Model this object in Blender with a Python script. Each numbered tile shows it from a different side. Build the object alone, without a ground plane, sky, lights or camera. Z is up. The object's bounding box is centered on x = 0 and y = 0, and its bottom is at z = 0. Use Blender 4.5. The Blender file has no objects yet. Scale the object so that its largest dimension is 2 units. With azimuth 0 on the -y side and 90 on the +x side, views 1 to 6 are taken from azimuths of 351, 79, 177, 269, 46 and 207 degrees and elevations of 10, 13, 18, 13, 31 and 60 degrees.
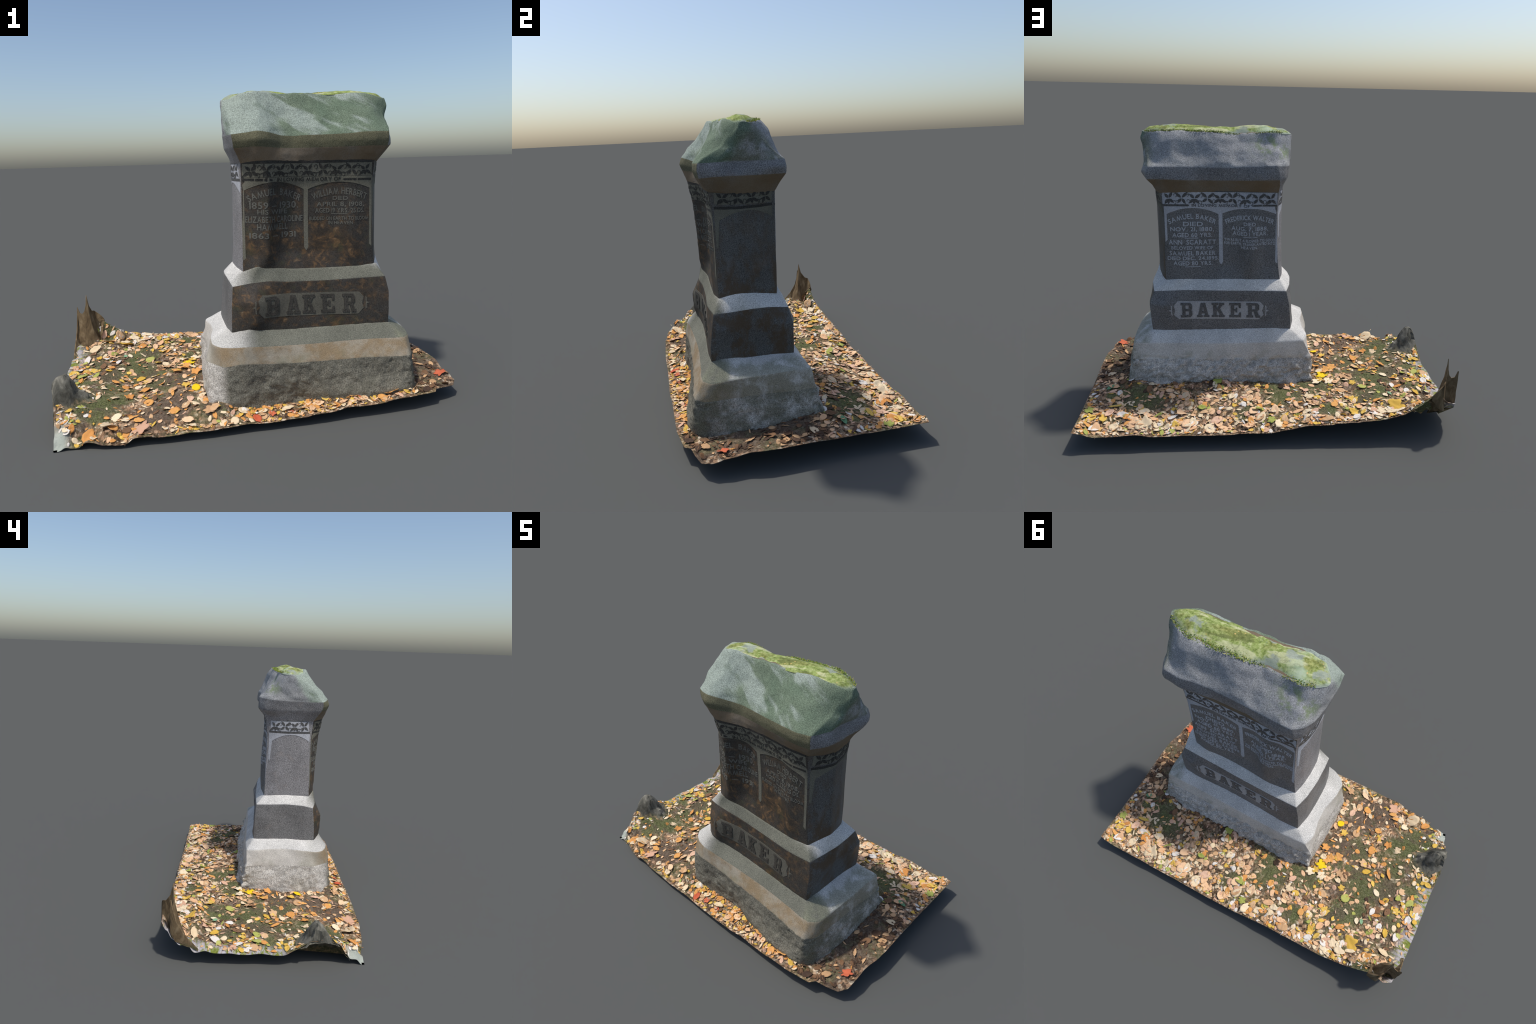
# Weathered granite family gravestone on a leaf-strewn patch of ground.
import bpy, bmesh, math, random
import numpy as np
from mathutils import Vector, Matrix, noise
from mathutils.bvhtree import BVHTree

rng = random.Random(7)
SC = bpy.context.scene.collection


# ------------------------------------------------------------------ nodes
class Nodes:
    """Small helper to write a node material as expressions."""

    def __init__(self, name, rough=0.8, spec=0.3):
        self.mat = bpy.data.materials.new(name)
        self.mat.use_nodes = True
        self.nt = self.mat.node_tree
        self.bsdf = self.nt.nodes["Principled BSDF"]
        self.bsdf.inputs["Roughness"].default_value = rough
        self.bsdf.inputs["Specular IOR Level"].default_value = spec
        self.tc = self.nt.nodes.new("ShaderNodeTexCoord")
        self.obj = self.tc.outputs["Object"]
        s = self.nt.nodes.new("ShaderNodeSeparateXYZ")
        self.nt.links.new(self.obj, s.inputs[0])
        self.x, self.y, self.z = s.outputs

    def put(self, sock, v):
        if hasattr(v, "is_output"):
            self.nt.links.new(v, sock)
        elif isinstance(v, (tuple, list)) and len(v) == 3 and sock.type == "RGBA":
            sock.default_value = (*v, 1)
        else:
            sock.default_value = v

    def math(self, op, a, b=0.0, clamp=False):
        n = self.nt.nodes.new("ShaderNodeMath")
        n.operation, n.use_clamp = op, clamp
        self.put(n.inputs[0], a)
        self.put(n.inputs[1], b)
        return n.outputs[0]

    def mul(self, a, b):
        return self.math("MULTIPLY", a, b)

    def add(self, a, b):
        return self.math("ADD", a, b, True)

    def step(self, v, lo, hi, out0=0.0, out1=1.0):
        n = self.nt.nodes.new("ShaderNodeMapRange")
        n.interpolation_type = "SMOOTHSTEP"
        for i, q in zip((0, 1, 2, 3, 4), (v, lo, hi, out0, out1)):
            self.put(n.inputs[i], q)
        return n.outputs[0]

    def mix(self, f, a, b, mode="MIX"):
        n = self.nt.nodes.new("ShaderNodeMix")
        n.data_type, n.blend_type = "RGBA", mode
        self.put(n.inputs[0], f)
        self.put(n.inputs[6], a)
        self.put(n.inputs[7], b)
        return n.outputs[2]

    def stretch(self, sc=(1, 1, 1), rot=(0, 0, 0), loc=(0, 0, 0)):
        n = self.nt.nodes.new("ShaderNodeMapping")
        self.nt.links.new(self.obj, n.inputs[0])
        n.inputs["Scale"].default_value = sc
        n.inputs["Rotation"].default_value = rot
        n.inputs["Location"].default_value = loc
        return n.outputs[0]

    def along(self, size, rot, loc=(0, 0, 0)):
        """Coordinates turned by rot, then drawn out by size along the turned axes."""
        n = self.nt.nodes.new("ShaderNodeMapping")
        n.vector_type = "TEXTURE"
        self.nt.links.new(self.obj, n.inputs[0])
        n.inputs["Scale"].default_value = size
        n.inputs["Rotation"].default_value = rot
        n.inputs["Location"].default_value = loc
        return n.outputs[0]

    def noise(self, scale, detail=3.0, rough=0.6, vec=None, dist=0.0):
        n = self.nt.nodes.new("ShaderNodeTexNoise")
        self.put(n.inputs["Vector"], vec or self.obj)
        n.inputs["Scale"].default_value = scale
        n.inputs["Detail"].default_value = detail
        n.inputs["Roughness"].default_value = rough
        n.inputs["Distortion"].default_value = dist
        return n.outputs["Fac"]

    def voronoi(self, scale, vec=None, feature="F1", rnd=1.0):
        n = self.nt.nodes.new("ShaderNodeTexVoronoi")
        n.feature = feature
        self.put(n.inputs["Vector"], vec or self.obj)
        n.inputs["Scale"].default_value = scale
        n.inputs["Randomness"].default_value = rnd
        return n

    def ramp(self, f, stops, interp="LINEAR"):
        n = self.nt.nodes.new("ShaderNodeValToRGB")
        n.color_ramp.interpolation = interp
        e = n.color_ramp.elements
        while len(e) < len(stops):
            e.new(0.5)
        for el, (p, c) in zip(e, stops):
            el.position = p
            el.color = (*c, 1) if len(c) == 3 else c
        self.put(n.inputs[0], f)
        return n.outputs[0]

    def bump(self, h, strength=0.3, dist=0.004):
        n = self.nt.nodes.new("ShaderNodeBump")
        n.inputs["Strength"].default_value = strength
        n.inputs["Distance"].default_value = dist
        self.put(n.inputs["Height"], h)
        self.nt.links.new(n.outputs[0], self.bsdf.inputs["Normal"])

    def done(self, col, rough=None):
        self.put(self.bsdf.inputs["Base Color"], col)
        if rough is not None:
            self.put(self.bsdf.inputs["Roughness"], rough)
        return self.mat


def grey(v, tint=(1, 1, 1)):
    return tuple(v * t for t in tint)


def granite(n, base, contrast=1.0, scale=230):
    """Salt-and-pepper granite grain around a base colour."""
    g = n.noise(scale, 3.0, 0.75)
    c = contrast
    grain = n.ramp(g, [(0.34, grey(max(0.02, 1 - 0.75 * c))), (0.46, grey(1 - 0.2 * c)),
                       (0.55, grey(1 + 0.12 * c)), (0.68, grey(1 + 0.7 * c))])
    cloud = n.ramp(n.noise(5.5, 4, 0.6), [(0.3, grey(0.82)), (0.7, grey(1.16))])
    col = n.mix(1.0, base, grain, "MULTIPLY")
    col = n.mix(1.0, col, cloud, "MULTIPLY")
    return col, g


def mat_polished(name, base=0.19, tint=(1.03, 1.0, 0.97), brown=0.0):
    n = Nodes(name, 0.45, 0.25)
    col, g = granite(n, grey(base, tint), 1.0)
    rust = n.step(n.noise(7, 5, 0.65), 0.56, 0.72)
    col = n.mix(n.mul(rust, 0.25), col, (0.26, 0.2, 0.16))
    if brown:
        b = n.step(n.noise(11, 5, 0.7, n.stretch((1, 1, 0.6), loc=(3, 1, 2))), 0.42, 0.60)
        low = n.step(n.z, 1.0, 0.7, 0.45, 1.0)
        col = n.mix(n.mul(n.mul(b, low), brown), col, (0.085, 0.055, 0.03))
        painted_glare = n.mul(n.step(n.noise(9, 2, 0.5, n.stretch((1, 1.6, 0.55))), 0.5, 0.62), n.mul(n.step(n.y, -0.2, -0.26), n.mul(n.step(n.z, 0.98, 0.9), n.step(n.x, 0.66, 0.64))))  # pale reflection streak painted on the polished right face
        painted_glare = n.mul(painted_glare, n.step(n.z, 0.78, 0.84))
        col = n.mix(n.mul(painted_glare, 0.2), col, (0.22, 0.23, 0.24))
    n.bump(g, 0.1, 0.002)
    return n.done(col)


def mat_painted_reflection(name):
    """Front faces: polished granite darkened, with brown reflections of leaves painted in."""
    n = Nodes(name, 0.5, 0.2)
    col, g = granite(n, (0.05, 0.047, 0.042), 0.9)
    big = n.noise(7, 3, 0.55, n.stretch((1, 1, 1), loc=(1.3, 0, 0.4)))
    fine = n.noise(30, 4, 0.65, n.stretch((1, 1, 1.1)), 0.6)
    low = n.step(n.z, 1.06, 0.80, 0.4, 1.0)
    low = n.mul(low, n.step(n.x, 0.60, 0.40, 0.55, 1.0))
    m = n.mul(n.add(n.step(big, 0.40, 0.62, 0.15, 0.7), n.step(fine, 0.5, 0.68, 0.0, 0.5)), low)
    patch = n.ramp(fine, [(0.36, (0.03, 0.02, 0.012)), (0.46, (0.06, 0.038, 0.02)), (0.55, (0.10, 0.058, 0.027)),
                          (0.64, (0.16, 0.092, 0.042)), (0.74, (0.24, 0.19, 0.13))])
    col = n.mix(n.math("MULTIPLY", m, 0.85, True), col, patch)
    olive = n.step(n.noise(12, 4, 0.6, n.stretch(loc=(5, 5, 5))), 0.56, 0.7)
    col = n.mix(n.mul(olive, 0.35), col, (0.06, 0.065, 0.03))
    n.bump(g, 0.1, 0.002)
    return n.done(col)


def mat_rough(name, base=0.42, tint=(0.97, 0.99, 1.0), algae=0.0, ochre=False, contrast=0.6):
    n = Nodes(name, 0.9, 0.15)
    col, g = granite(n, grey(base, tint), contrast, 260)
    if algae:
        a = n.step(n.noise(6, 4, 0.6), 0.32, 0.62, 0.35, 1.0)
        col = n.mix(n.mul(a, algae), col, n.mix(n.noise(9), (0.13, 0.2, 0.13), (0.26, 0.36, 0.28)))
    if ochre:
        o = n.step(n.noise(8, 3, 0.5), 0.25, 0.6, 0.5, 1.0)
        col = n.mix(n.mul(o, 0.7), col, n.mix(1.0, (0.25, 0.165, 0.085), n.ramp(g, [(0.35, grey(0.7)), (0.65, grey(1.3))]), "MULTIPLY") if base > 0.25 else (0.17, 0.115, 0.06))
    n.bump(g, 0.25, 0.003)
    return n.done(col)


def mat_cap_rock(name):
    """Rock-cut roof: weathered grey, greened by algae on the front slope with paler streaks washed down it."""
    n = Nodes(name, 0.9, 0.15)
    col, g = granite(n, (0.325, 0.325, 0.32), 0.75, 220)
    grain = n.ramp(g, [(0.35, grey(0.58)), (0.65, grey(1.5))])
    patch = n.step(n.noise(6, 2, 0.45, n.stretch((1, 1, 0.8), loc=(2, 0, 0))), 0.485, 0.505)  # bluish shadow on the roof facets, painted as dark patches
    patch = n.mul(patch, n.step(n.z, 1.36, 1.42))
    col = n.mix(n.mul(patch, 0.3), col, n.mix(1.0, (0.17, 0.18, 0.20), grain, "MULTIPLY"))
    tuft = n.mul(n.step(n.noise(14, 4, 0.7), 0.47, 0.62), n.mul(n.step(n.x, 0.14, 0.0), n.step(n.y, -0.12, -0.05)))
    tuft = n.mul(tuft, n.step(n.z, 1.34, 1.40))
    col = n.mix(n.mul(tuft, 0.8), col, (0.17, 0.22, 0.10))
    streak = n.noise(16, 3, 0.55, n.along((6, 2, 1), (0, math.radians(30), 0)), 0.2)
    streak = n.math("ADD", n.mul(streak, 0.62), n.mul(n.noise(5, 3, 0.5, n.stretch(loc=(4, 2, 1))), 0.38))
    streak = n.math("ADD", streak, n.step(n.x, 0.16, -0.02, 0.0, 0.07))
    green = n.mix(n.noise(5, 3), (0.07, 0.115, 0.07), (0.165, 0.195, 0.135))
    green = n.mix(1.0, green, grain, "MULTIPLY")
    pale = n.mix(1.0, (0.265, 0.305, 0.265), grain, "MULTIPLY")
    front = n.mix(n.step(streak, 0.57, 0.45, 0.05, 0.9), pale, green)
    yy = n.math("ADD", n.y, n.mul(n.math("SUBTRACT", n.noise(12, 4, 0.6), 0.5), 0.08))
    yy = n.math("ADD", yy, n.mul(n.math("SUBTRACT", n.z, 1.40), -0.6))
    end = n.step(n.x, 0.62, 0.68, 0.0, 0.10)
    m = n.step(n.math("ADD", yy, n.mul(end, -0.5)), -0.20, -0.25)
    col = olive_dark_end(n, col, g, 0.635, (0.12, 0.13, 0.08), 0.75)
    col = n.mix(m, col, front)
    n.bump(g, 0.25, 0.003)
    return n.done(col)


def front_mask(n, lo, hi, wob=0.03):
    """1 on the front of the stone, 0 behind; ragged border between y = lo and hi."""
    y = n.math("ADD", n.y, n.mul(n.math("SUBTRACT", n.noise(18, 4, 0.65), 0.5), wob * 2))
    return n.step(y, lo, hi)


def olive_dark_end(n, col, g, x0, colour, amount):
    """Darker olive-brown colour in ragged blotches over the right end of the stone."""
    x = n.math("ADD", n.x, n.mul(n.math("SUBTRACT", n.noise(14, 4, 0.65), 0.5), 0.10))
    m = n.mul(n.step(x, x0 - 0.03, x0 + 0.03), n.step(n.noise(9, 5, 0.65, n.stretch(loc=(2, 5, 7))), 0.34, 0.56))
    grain = n.ramp(g, [(0.35, grey(0.6)), (0.65, grey(1.4))])
    return n.mix(n.mul(m, amount), col, n.mix(1.0, colour, grain, "MULTIPLY"))


def mat_rockface(name):
    n = Nodes(name, 0.95, 0.1)
    m = n.mul(front_mask(n, -0.30, -0.44, 0.06), n.step(n.x, -0.21, -0.16))
    base = n.mix(m, grey(0.52, (1.06, 1.0, 0.90)), grey(0.185, (1.04, 0.98, 0.78)))
    col, g = granite(n, base, 0.85, 190)
    pit = n.noise(26, 5, 0.7)
    dark = n.mix(1.0, base, grey(0.42), "MULTIPLY")
    col = n.mix(n.step(pit, 0.54, 0.34, 0.0, 0.42), col, dark)
    damp = n.mul(n.step(n.noise(5, 4, 0.6), 0.5, 0.62), n.step(n.z, 0.2, 0.12))
    col = n.mix(n.mul(damp, 0.35), col, (0.12, 0.115, 0.085))
    col = olive_dark_end(n, col, g, 0.745, (0.15, 0.145, 0.095), 0.75)
    n.bump(n.noise(60, 6, 0.75), 0.7, 0.012)
    return n.done(col)


def mat_band(name):
    """Smooth band of the plinth: buff, washed with ochre towards the front."""
    n = Nodes(name, 0.9, 0.15)
    col, g = granite(n, grey(0.52, (1.06, 1.0, 0.90)), 0.5, 240)
    grain = n.ramp(g, [(0.35, grey(0.7)), (0.65, grey(1.3))])
    o = n.mul(front_mask(n, -0.16, -0.36, 0.08), n.step(n.x, -0.27, -0.18))
    o = n.mul(o, n.step(n.noise(9, 5, 0.65), 0.35, 0.62, 0.35, 1.0))
    col = n.mix(n.mul(o, 0.85), n.mix(n.mul(front_mask(n, -0.2, -0.38, 0.06), .6), col, (0.2, 0.19, 0.135)), n.mix(1.0, (0.225, 0.155, 0.082), grain, "MULTIPLY"))
    olive = n.mul(n.step(n.noise(8, 4, 0.6, n.stretch(loc=(3, 9, 1))), 0.5, 0.65), n.step(n.z, 0.31, 0.26))
    col = n.mix(n.mul(olive, 0.45), col, (0.20, 0.195, 0.13))
    col = olive_dark_end(n, col, g, 0.735, (0.19, 0.165, 0.10), 0.75)
    n.bump(g, 0.25, 0.003)
    return n.done(col)


def mat_slope(name):
    """Sloped tops: clean pale granite, front colour darkened and greened to its underlit tone."""
    n = Nodes(name, 0.9, 0.15)
    m = n.mul(front_mask(n, -0.275, -0.325, 0.02), n.step(n.x, -0.13, 0.0, 0.25, 1.0))
    base = n.mix(m, grey(0.55, (1.03, 1.0, 0.94)), grey(0.155, (1.0, 1.0, 0.80)))
    col, g = granite(n, base, 0.65, 260)
    pit = n.step(n.voronoi(75).outputs["Distance"], 0.16, 0.08)
    col = n.mix(n.mul(pit, 0.5), col, (0.05, 0.05, 0.045))
    col = olive_dark_end(n, col, g, 0.675, (0.21, 0.215, 0.15), 0.7)
    n.bump(g, 0.25, 0.003)
    return n.done(col)


def mat_moss(name):
    n = Nodes(name, 1.0, 0.05)
    f = n.noise(55, 5, 0.7)
    big = n.noise(6, 3, 0.6, None, 0.5)
    lime = n.ramp(f, [(0.30, (0.10, 0.135, 0.035)), (0.46, (0.23, 0.29, 0.085)), (0.60, (0.36, 0.41, 0.17)), (0.75, (0.50, 0.51, 0.28))])
    olive = n.ramp(f, [(0.35, (0.10, 0.12, 0.03)), (0.6, (0.30, 0.31, 0.11))])
    col = n.mix(n.step(big, 0.45, 0.6), lime, olive)
    bandy = n.noise(26, 3, .55, n.along((5, 1.4, 1.4), (0, 0, .12)), .5)
    col = n.mix(n.step(bandy, .54, .62, 0, .75), col, n.mix(f, (.36, .37, .19), (.60, .60, .38)))
    col = n.mix(n.step(bandy, .44, .36, 0, .8), col, n.mix(f, (.06, .08, .025), (.20, .22, .08)))
    fleck = n.step(n.voronoi(42, None).outputs["Distance"], 0.22, 0.12)
    col = n.mix(n.mul(n.mul(fleck, n.step(n.noise(12), 0.52, 0.6)), 0.8), col, (0.6, 0.42, 0.16))
    pale = n.mul(n.step(n.x, 0.12, -0.02), n.step(n.noise(8, 3), 0.4, 0.55))
    col = n.mix(n.mul(pale, 0.75), col, (0.40, 0.50, 0.38))
    bare = n.mix(n.noise(200, 3, .7), (.17, .2, .17), (.38, .42, .38))
    edge = n.math("ADD", n.z, n.mul(n.math("SUBTRACT", n.noise(14, 4, .65), .5), .05))
    col = n.mix(n.step(edge, 1.505, 1.486), col, bare)
    patch = n.step(n.noise(9, 4, .6, n.stretch(loc=(7, 3, 1))), .52, .60)
    col = n.mix(n.mul(patch, .8), col, bare)
    crack = n.step(n.noise(7, 4, .5, n.stretch((1, 1, .3), loc=(1, 8, 2)), .8), .485, .5)
    crack2 = n.step(n.noise(7, 4, .5, n.stretch((1, 1, .3), loc=(1, 8, 2)), .8), .515, .5)
    col = n.mix(n.mul(n.mul(crack, crack2), .3), col, (.05, .06, .02))
    n.bump(f, 0.25, 0.006)
    return n.done(col)


def mat_plain(name, col, var=0.25, rough=0.85, scale=40):
    n = Nodes(name, rough, 0.2)
    f = n.noise(scale, 4, 0.65)
    c = n.ramp(f, [(0.3, tuple(v * (1 - var) for v in col)), (0.7, tuple(min(1, v * (1 + var)) for v in col))])
    n.bump(f, 0.25, 0.003)
    return n.done(c)


def mat_leaf(name, a, b):
    """Leaf colour between a and b: patchy within the leaf and different per leaf."""
    n = Nodes(name, 0.75, 0.15)
    info = n.nt.nodes.new("ShaderNodeObjectInfo")
    f = n.math("ADD", n.mul(n.noise(60, 3, 0.6), 0.8), n.math("SUBTRACT", n.mul(info.outputs["Random"], 0.7), 0.25), True)
    col = n.mix(f, a, b)
    spot = n.step(n.noise(190, 3, 0.6), 0.62, 0.70)
    col = n.mix(n.mul(spot, 0.5), col, tuple(v * 0.4 for v in a))
    n.bump(n.noise(160, 2), 0.3, 0.003)
    return n.done(col)


GRANITE = mat_polished("polished_granite", 0.155)
GRANITE_BLOTCHED = mat_polished("blotched_granite", 0.10, (1.02, 1.0, 0.94), 0.85)  # right side: base colour darkened because that face lies in shade
GRANITE_REFLECTION_PAINT = mat_painted_reflection("granite_painted_reflection")
SLOPE = mat_slope("steeled_granite")
PALE_INLAY = mat_rough("pale_steeled_granite", 0.42, (0.97, 0.98, 1.03), contrast=0.45)
DARK_INLAY = mat_rough("dark_steeled_granite", 0.145, (1.05, 1.0, 0.78), contrast=0.5)  # darker, yellower copy of the pale inlay, used on the front and right faces
CUT_PALE = mat_rough("cut_letter_pale", 0.44, (0.98, 1.0, 1.04), contrast=0.3)
CUT_DARK = mat_rough("cut_letter_dark", 0.125, (1.02, 1.0, 0.86), contrast=0.4)
DARK_RELIEF = mat_polished("dark_polished_relief", 0.085)
DARKER_RELIEF = mat_polished("darker_polished_relief", 0.035, (1.0, 0.97, 0.88))
CAP_ROCK = mat_cap_rock("weathered_rock")
CAP_OLIVE = mat_rough("olive_stained_granite", 0.12, (1.05, 1.0, 0.62), contrast=0.7)
CAP_BAND = mat_polished("cap_band_granite", 0.19, (1.02, 1.0, 1.0))
OCHRE = mat_rough("ochre_stained_granite", 0.19, (1.0, 0.93, 0.80), 0, True)
PL_BAND = mat_band("washed_granite")
ROCK = mat_rockface("rockface")
END_PANEL = mat_polished("end_panel_granite", 0.23, (1.03, 0.99, 0.99))  # same granite, lightened for the sun on the left end
MOSS = mat_moss("cap_moss")


# ------------------------------------------------------------------ objects
def add_object(name, me, parent=None):
    ob = bpy.data.objects.new(name, me)
    SC.objects.link(ob)
    ob.parent = parent
    return ob


def bm_object(name, bm, mats, parent=None, smooth_angle=40):
    me = bpy.data.meshes.new(name)
    bm.normal_update()
    bm.to_mesh(me)
    bm.free()
    for m in mats:
        me.materials.append(m)
    if smooth_angle:
        me.shade_smooth() if hasattr(me, "shade_smooth") else None
        me.set_sharp_from_angle(angle=math.radians(smooth_angle))
    return add_object(name, me, parent)


def empty(name, label, category):
    ob = bpy.data.objects.new(name, None)
    SC.objects.link(ob)
    ob["label"], ob["category"] = label, category
    return ob


# ------------------------------------------------------------------ stone lofts
SIDE_COUNT = (112, 52, 112, 52)          # front, right, back, left samples
STARTS = (0, 112, 164, 276)
RING = sum(SIDE_COUNT)


def ring(front, right, back, left, z=None):
    """Closed section from four side polylines; each starts at its own corner."""
    sides = [[(p[0], p[1], p[2] if len(p) > 2 else z) for p in s] for s in (front, right, back, left)]
    out = []
    for i, cnt in enumerate(SIDE_COUNT):
        pts = np.array(sides[i] + [sides[(i + 1) % 4][0]], float)
        d = np.r_[0, np.cumsum(np.linalg.norm(np.diff(pts, axis=0), axis=1))]
        t = np.linspace(0, d[-1], cnt + 1)[:-1]
        out.append(np.stack([np.interp(t, d, pts[:, k]) for k in range(3)], 1))
    R = np.concatenate(out)
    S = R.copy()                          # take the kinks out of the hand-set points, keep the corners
    for _ in range(4):
        S = 0.25 * np.roll(S, 1, 0) + 0.5 * S + 0.25 * np.roll(S, -1, 0)
    for i in range(len(R)):
        near = min(min(abs(i - c), RING - abs(i - c)) for c in STARTS)
        k = min(1.0, near / 4.0)
        R[i] = R[i] * (1 - k) + S[i] * k
    return R


def loft(rings, step=0.009, soften=1):
    """Stack of rings -> dense rows, returns (rows, band index of every row gap)."""
    rows, band = [], []
    for i, (a, b) in enumerate(zip(rings[:-1], rings[1:])):
        k = max(2, int(round(np.linalg.norm(a - b, axis=1).mean() / step)))
        for j in range(k):
            t = j / k
            rows.append(a * (1 - t) + b * t)
            band.append(i)
    rows.append(rings[-1])
    G = np.array(rows)
    for _ in range(soften):
        H = G.copy()
        H[1:-1] = 0.17 * G[:-2] + 0.66 * G[1:-1] + 0.17 * G[2:]
        G = 0.15 * np.roll(H, 1, 1) + 0.7 * H + 0.15 * np.roll(H, -1, 1)
    return G, band


def side_of(c):
    return 3 if c >= STARTS[3] else 2 if c >= STARTS[2] else 1 if c >= STARTS[1] else 0


def stone_mesh(name, G, band, mats, pick, rough_fn, parent):
    bm = bmesh.new()
    V = [[bm.verts.new(p) for p in row] for row in G]
    for r in range(len(G) - 1):
        for c in range(RING):
            d = (c + 1) % RING
            f = bm.faces.new((V[r][c], V[r][d], V[r + 1][d], V[r + 1][c]))
            f.material_index = pick(band[r], side_of(c), c)
            f.smooth = True
    bm.faces.new(list(reversed(V[0])))
    bm.faces.new(V[-1])
    bm.normal_update()
    for row in V:
        for v in row:
            v.co += v.normal * rough_fn(v.co)
    return bm_object(name, bm, mats, parent, 50)


def fine_rough(amp=0.0014):
    return lambda p: amp * noise.fractal(p * 22.0, 0.8, 2.0, 4)


# sections of the stone, bottom to top (front runs left to right, back right to left)
P_FOOT = ring([(-0.15, -0.485, .098), (-0.04, -0.464), (0.07, -0.447), (0.178, -0.438), (0.3, -0.472), (0.45, -0.497), (0.58, -0.506), (0.68, -0.504)],
              [(0.732, -0.494), (0.766, -0.450), (0.786, -0.36), (0.802, -0.23), (0.794, -0.085), (0.800, 0.06)],
              [(0.790, 0.145), (0.70, 0.165), (0.37, 0.166), (0.12, 0.16), (-0.13, 0.153)],
              [(-0.258, 0.12), (-0.272, -0.1), (-0.270, -0.3), (-0.262, -0.41)], 0.09)
P_LOW = P_FOOT - np.array([0, 0, 0.045])
P_MID = ring([(-0.165, -0.472), (-0.07, -0.470), (0.02, -0.454), (0.13, -0.454), (0.3, -0.464), (0.45, -0.470), (0.58, -0.474), (0.68, -0.482)],
             [(0.730, -0.482), (0.764, -0.440), (0.780, -0.36), (0.788, -0.2), (0.794, 0.0), (0.798, 0.06)],
             [(0.782, 0.135), (0.65, 0.152), (0.37, 0.157), (0.12, 0.152), (-0.13, 0.142)],
             [(-0.258, 0.112), (-0.262, -0.1), (-0.266, -0.3), (-0.252, -0.398)], 0.165)
P_LINE = ring([(-0.185, -0.448, .262), (-0.099, -0.469, .278), (0.015, -0.452, .262), (0.13, -0.449, .254), (0.36, -0.450, .25), (0.48, -0.456, .253), (0.60, -0.462, .248), (0.68, -0.468, .246)],
              [(0.726, -0.464, .244), (0.758, -0.425, .24), (0.768, -0.37, .245), (0.774, -0.2, .25), (0.782, 0, .25), (0.784, 0.06, .25)],
              [(0.766, 0.112, .24), (0.6, 0.115, .24), (0.3, 0.117, .24), (0, 0.117, .24), (-0.18, 0.114, .246)],
              [(-0.252, 0.09, .25), (-0.236, -0.05, .254), (-0.238, -0.15, .256), (-0.262, -0.34, .26)])
P_SLOPE = ring([(-0.195, -0.412, .347), (-0.14, -0.439, .349), (-0.076, -0.449, .351), (0.03, -0.435, .34), (0.139, -0.422, .333), (0.25, -0.415, .328), (0.36, -0.411, .328), (0.47, -0.415, .330), (0.585, -0.419, .328), (0.66, -0.425, .326)],
               [(0.716, -0.420, .325), (0.754, -0.385, .322), (0.766, -0.3, .335), (0.768, -0.2, .341), (0.766, 0, .345)],
               [(0.755, 0.098, .334), (0.54, 0.092, .33), (0.34, 0.095, .328), (0.14, 0.099, .332), (-0.07, 0.102, .34)],
               [(-0.21, 0.095, .345), (-0.235, 0.03, .355), (-0.214, -0.06, .358), (-0.208, -0.15, .360), (-0.23, -0.28, .357), (-0.232, -0.37, .35)])
P_TOP = ring([(-0.133, -0.358, .398), (-0.058, -0.398, .42), (0.041, -0.379, .404), (0.142, -0.368, .396), (0.34, -0.37, .395), (0.55, -0.376, .397)],
             [(0.651, -0.370, .391), (0.660, -0.32, .402), (0.662, -0.27, .402), (0.652, -0.2, .39), (0.65, -0.07, .391)],
             [(0.657, 0.035, .388), (0.56, 0.042, .389), (0.367, 0.034, .388), (0.166, 0.042, .395), (-0.035, 0.06, .408)],
             [(-0.135, 0.048, .397), (-0.155, -0.05, .405), (-0.158, -0.16, .41), (-0.15, -0.28, .402)])
B_LOW = ring([(-0.131, -0.356), (-0.08, -0.39), (-0.02, -0.409), (0.041, -0.385), (0.142, -0.366), (0.34, -0.366), (0.55, -0.374)],
             [(0.655, -0.370), (0.662, -0.29), (0.656, -0.2), (0.652, -0.1), (0.662, -0.03)],
             [(0.664, 0.036), (0.57, 0.05), (0.45, 0.039), (0.3, 0.036), (0.1, 0.043), (-0.04, 0.053)],
             [(-0.134, 0.047), (-0.148, -0.05), (-0.148, -0.16), (-0.146, -0.28)], 0.45)
B_MID = ring([(-0.126, -0.350), (-0.08, -0.385), (-0.02, -0.408), (0.05, -0.386), (0.14, -0.362), (0.34, -0.357), (0.55, -0.369)],
             [(0.658, -0.358), (0.676, -0.29), (0.667, -0.2), (0.667, -0.11), (0.680, -0.03)],
             [(0.668, 0.034), (0.585, 0.057), (0.5, 0.043), (0.3, 0.038), (0.1, 0.042), (-0.05, 0.048)],
             [(-0.126, 0.045), (-0.142, -0.05), (-0.137, -0.16), (-0.140, -0.28)], 0.545)
B_EDGE = ring([(-0.12, -0.342, .617), (-0.035, -0.362, .633), (0.052, -0.368, .64), (0.144, -0.353, .627), (0.33, -0.353, .622), (0.51, -0.363, .625)],
              [(0.644, -0.343, .62), (0.657, -0.26, .627), (0.673, -0.166, .638), (0.667, -0.08, .637)],
              [(0.642, 0.019, .618), (0.45, 0.03, .631), (0.27, 0.037, .63), (0.08, 0.042, .632)],
              [(-0.107, 0.038, .628), (-0.13, -0.05, .637), (-0.137, -0.16, .645), (-0.13, -0.27, .635)])
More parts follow.
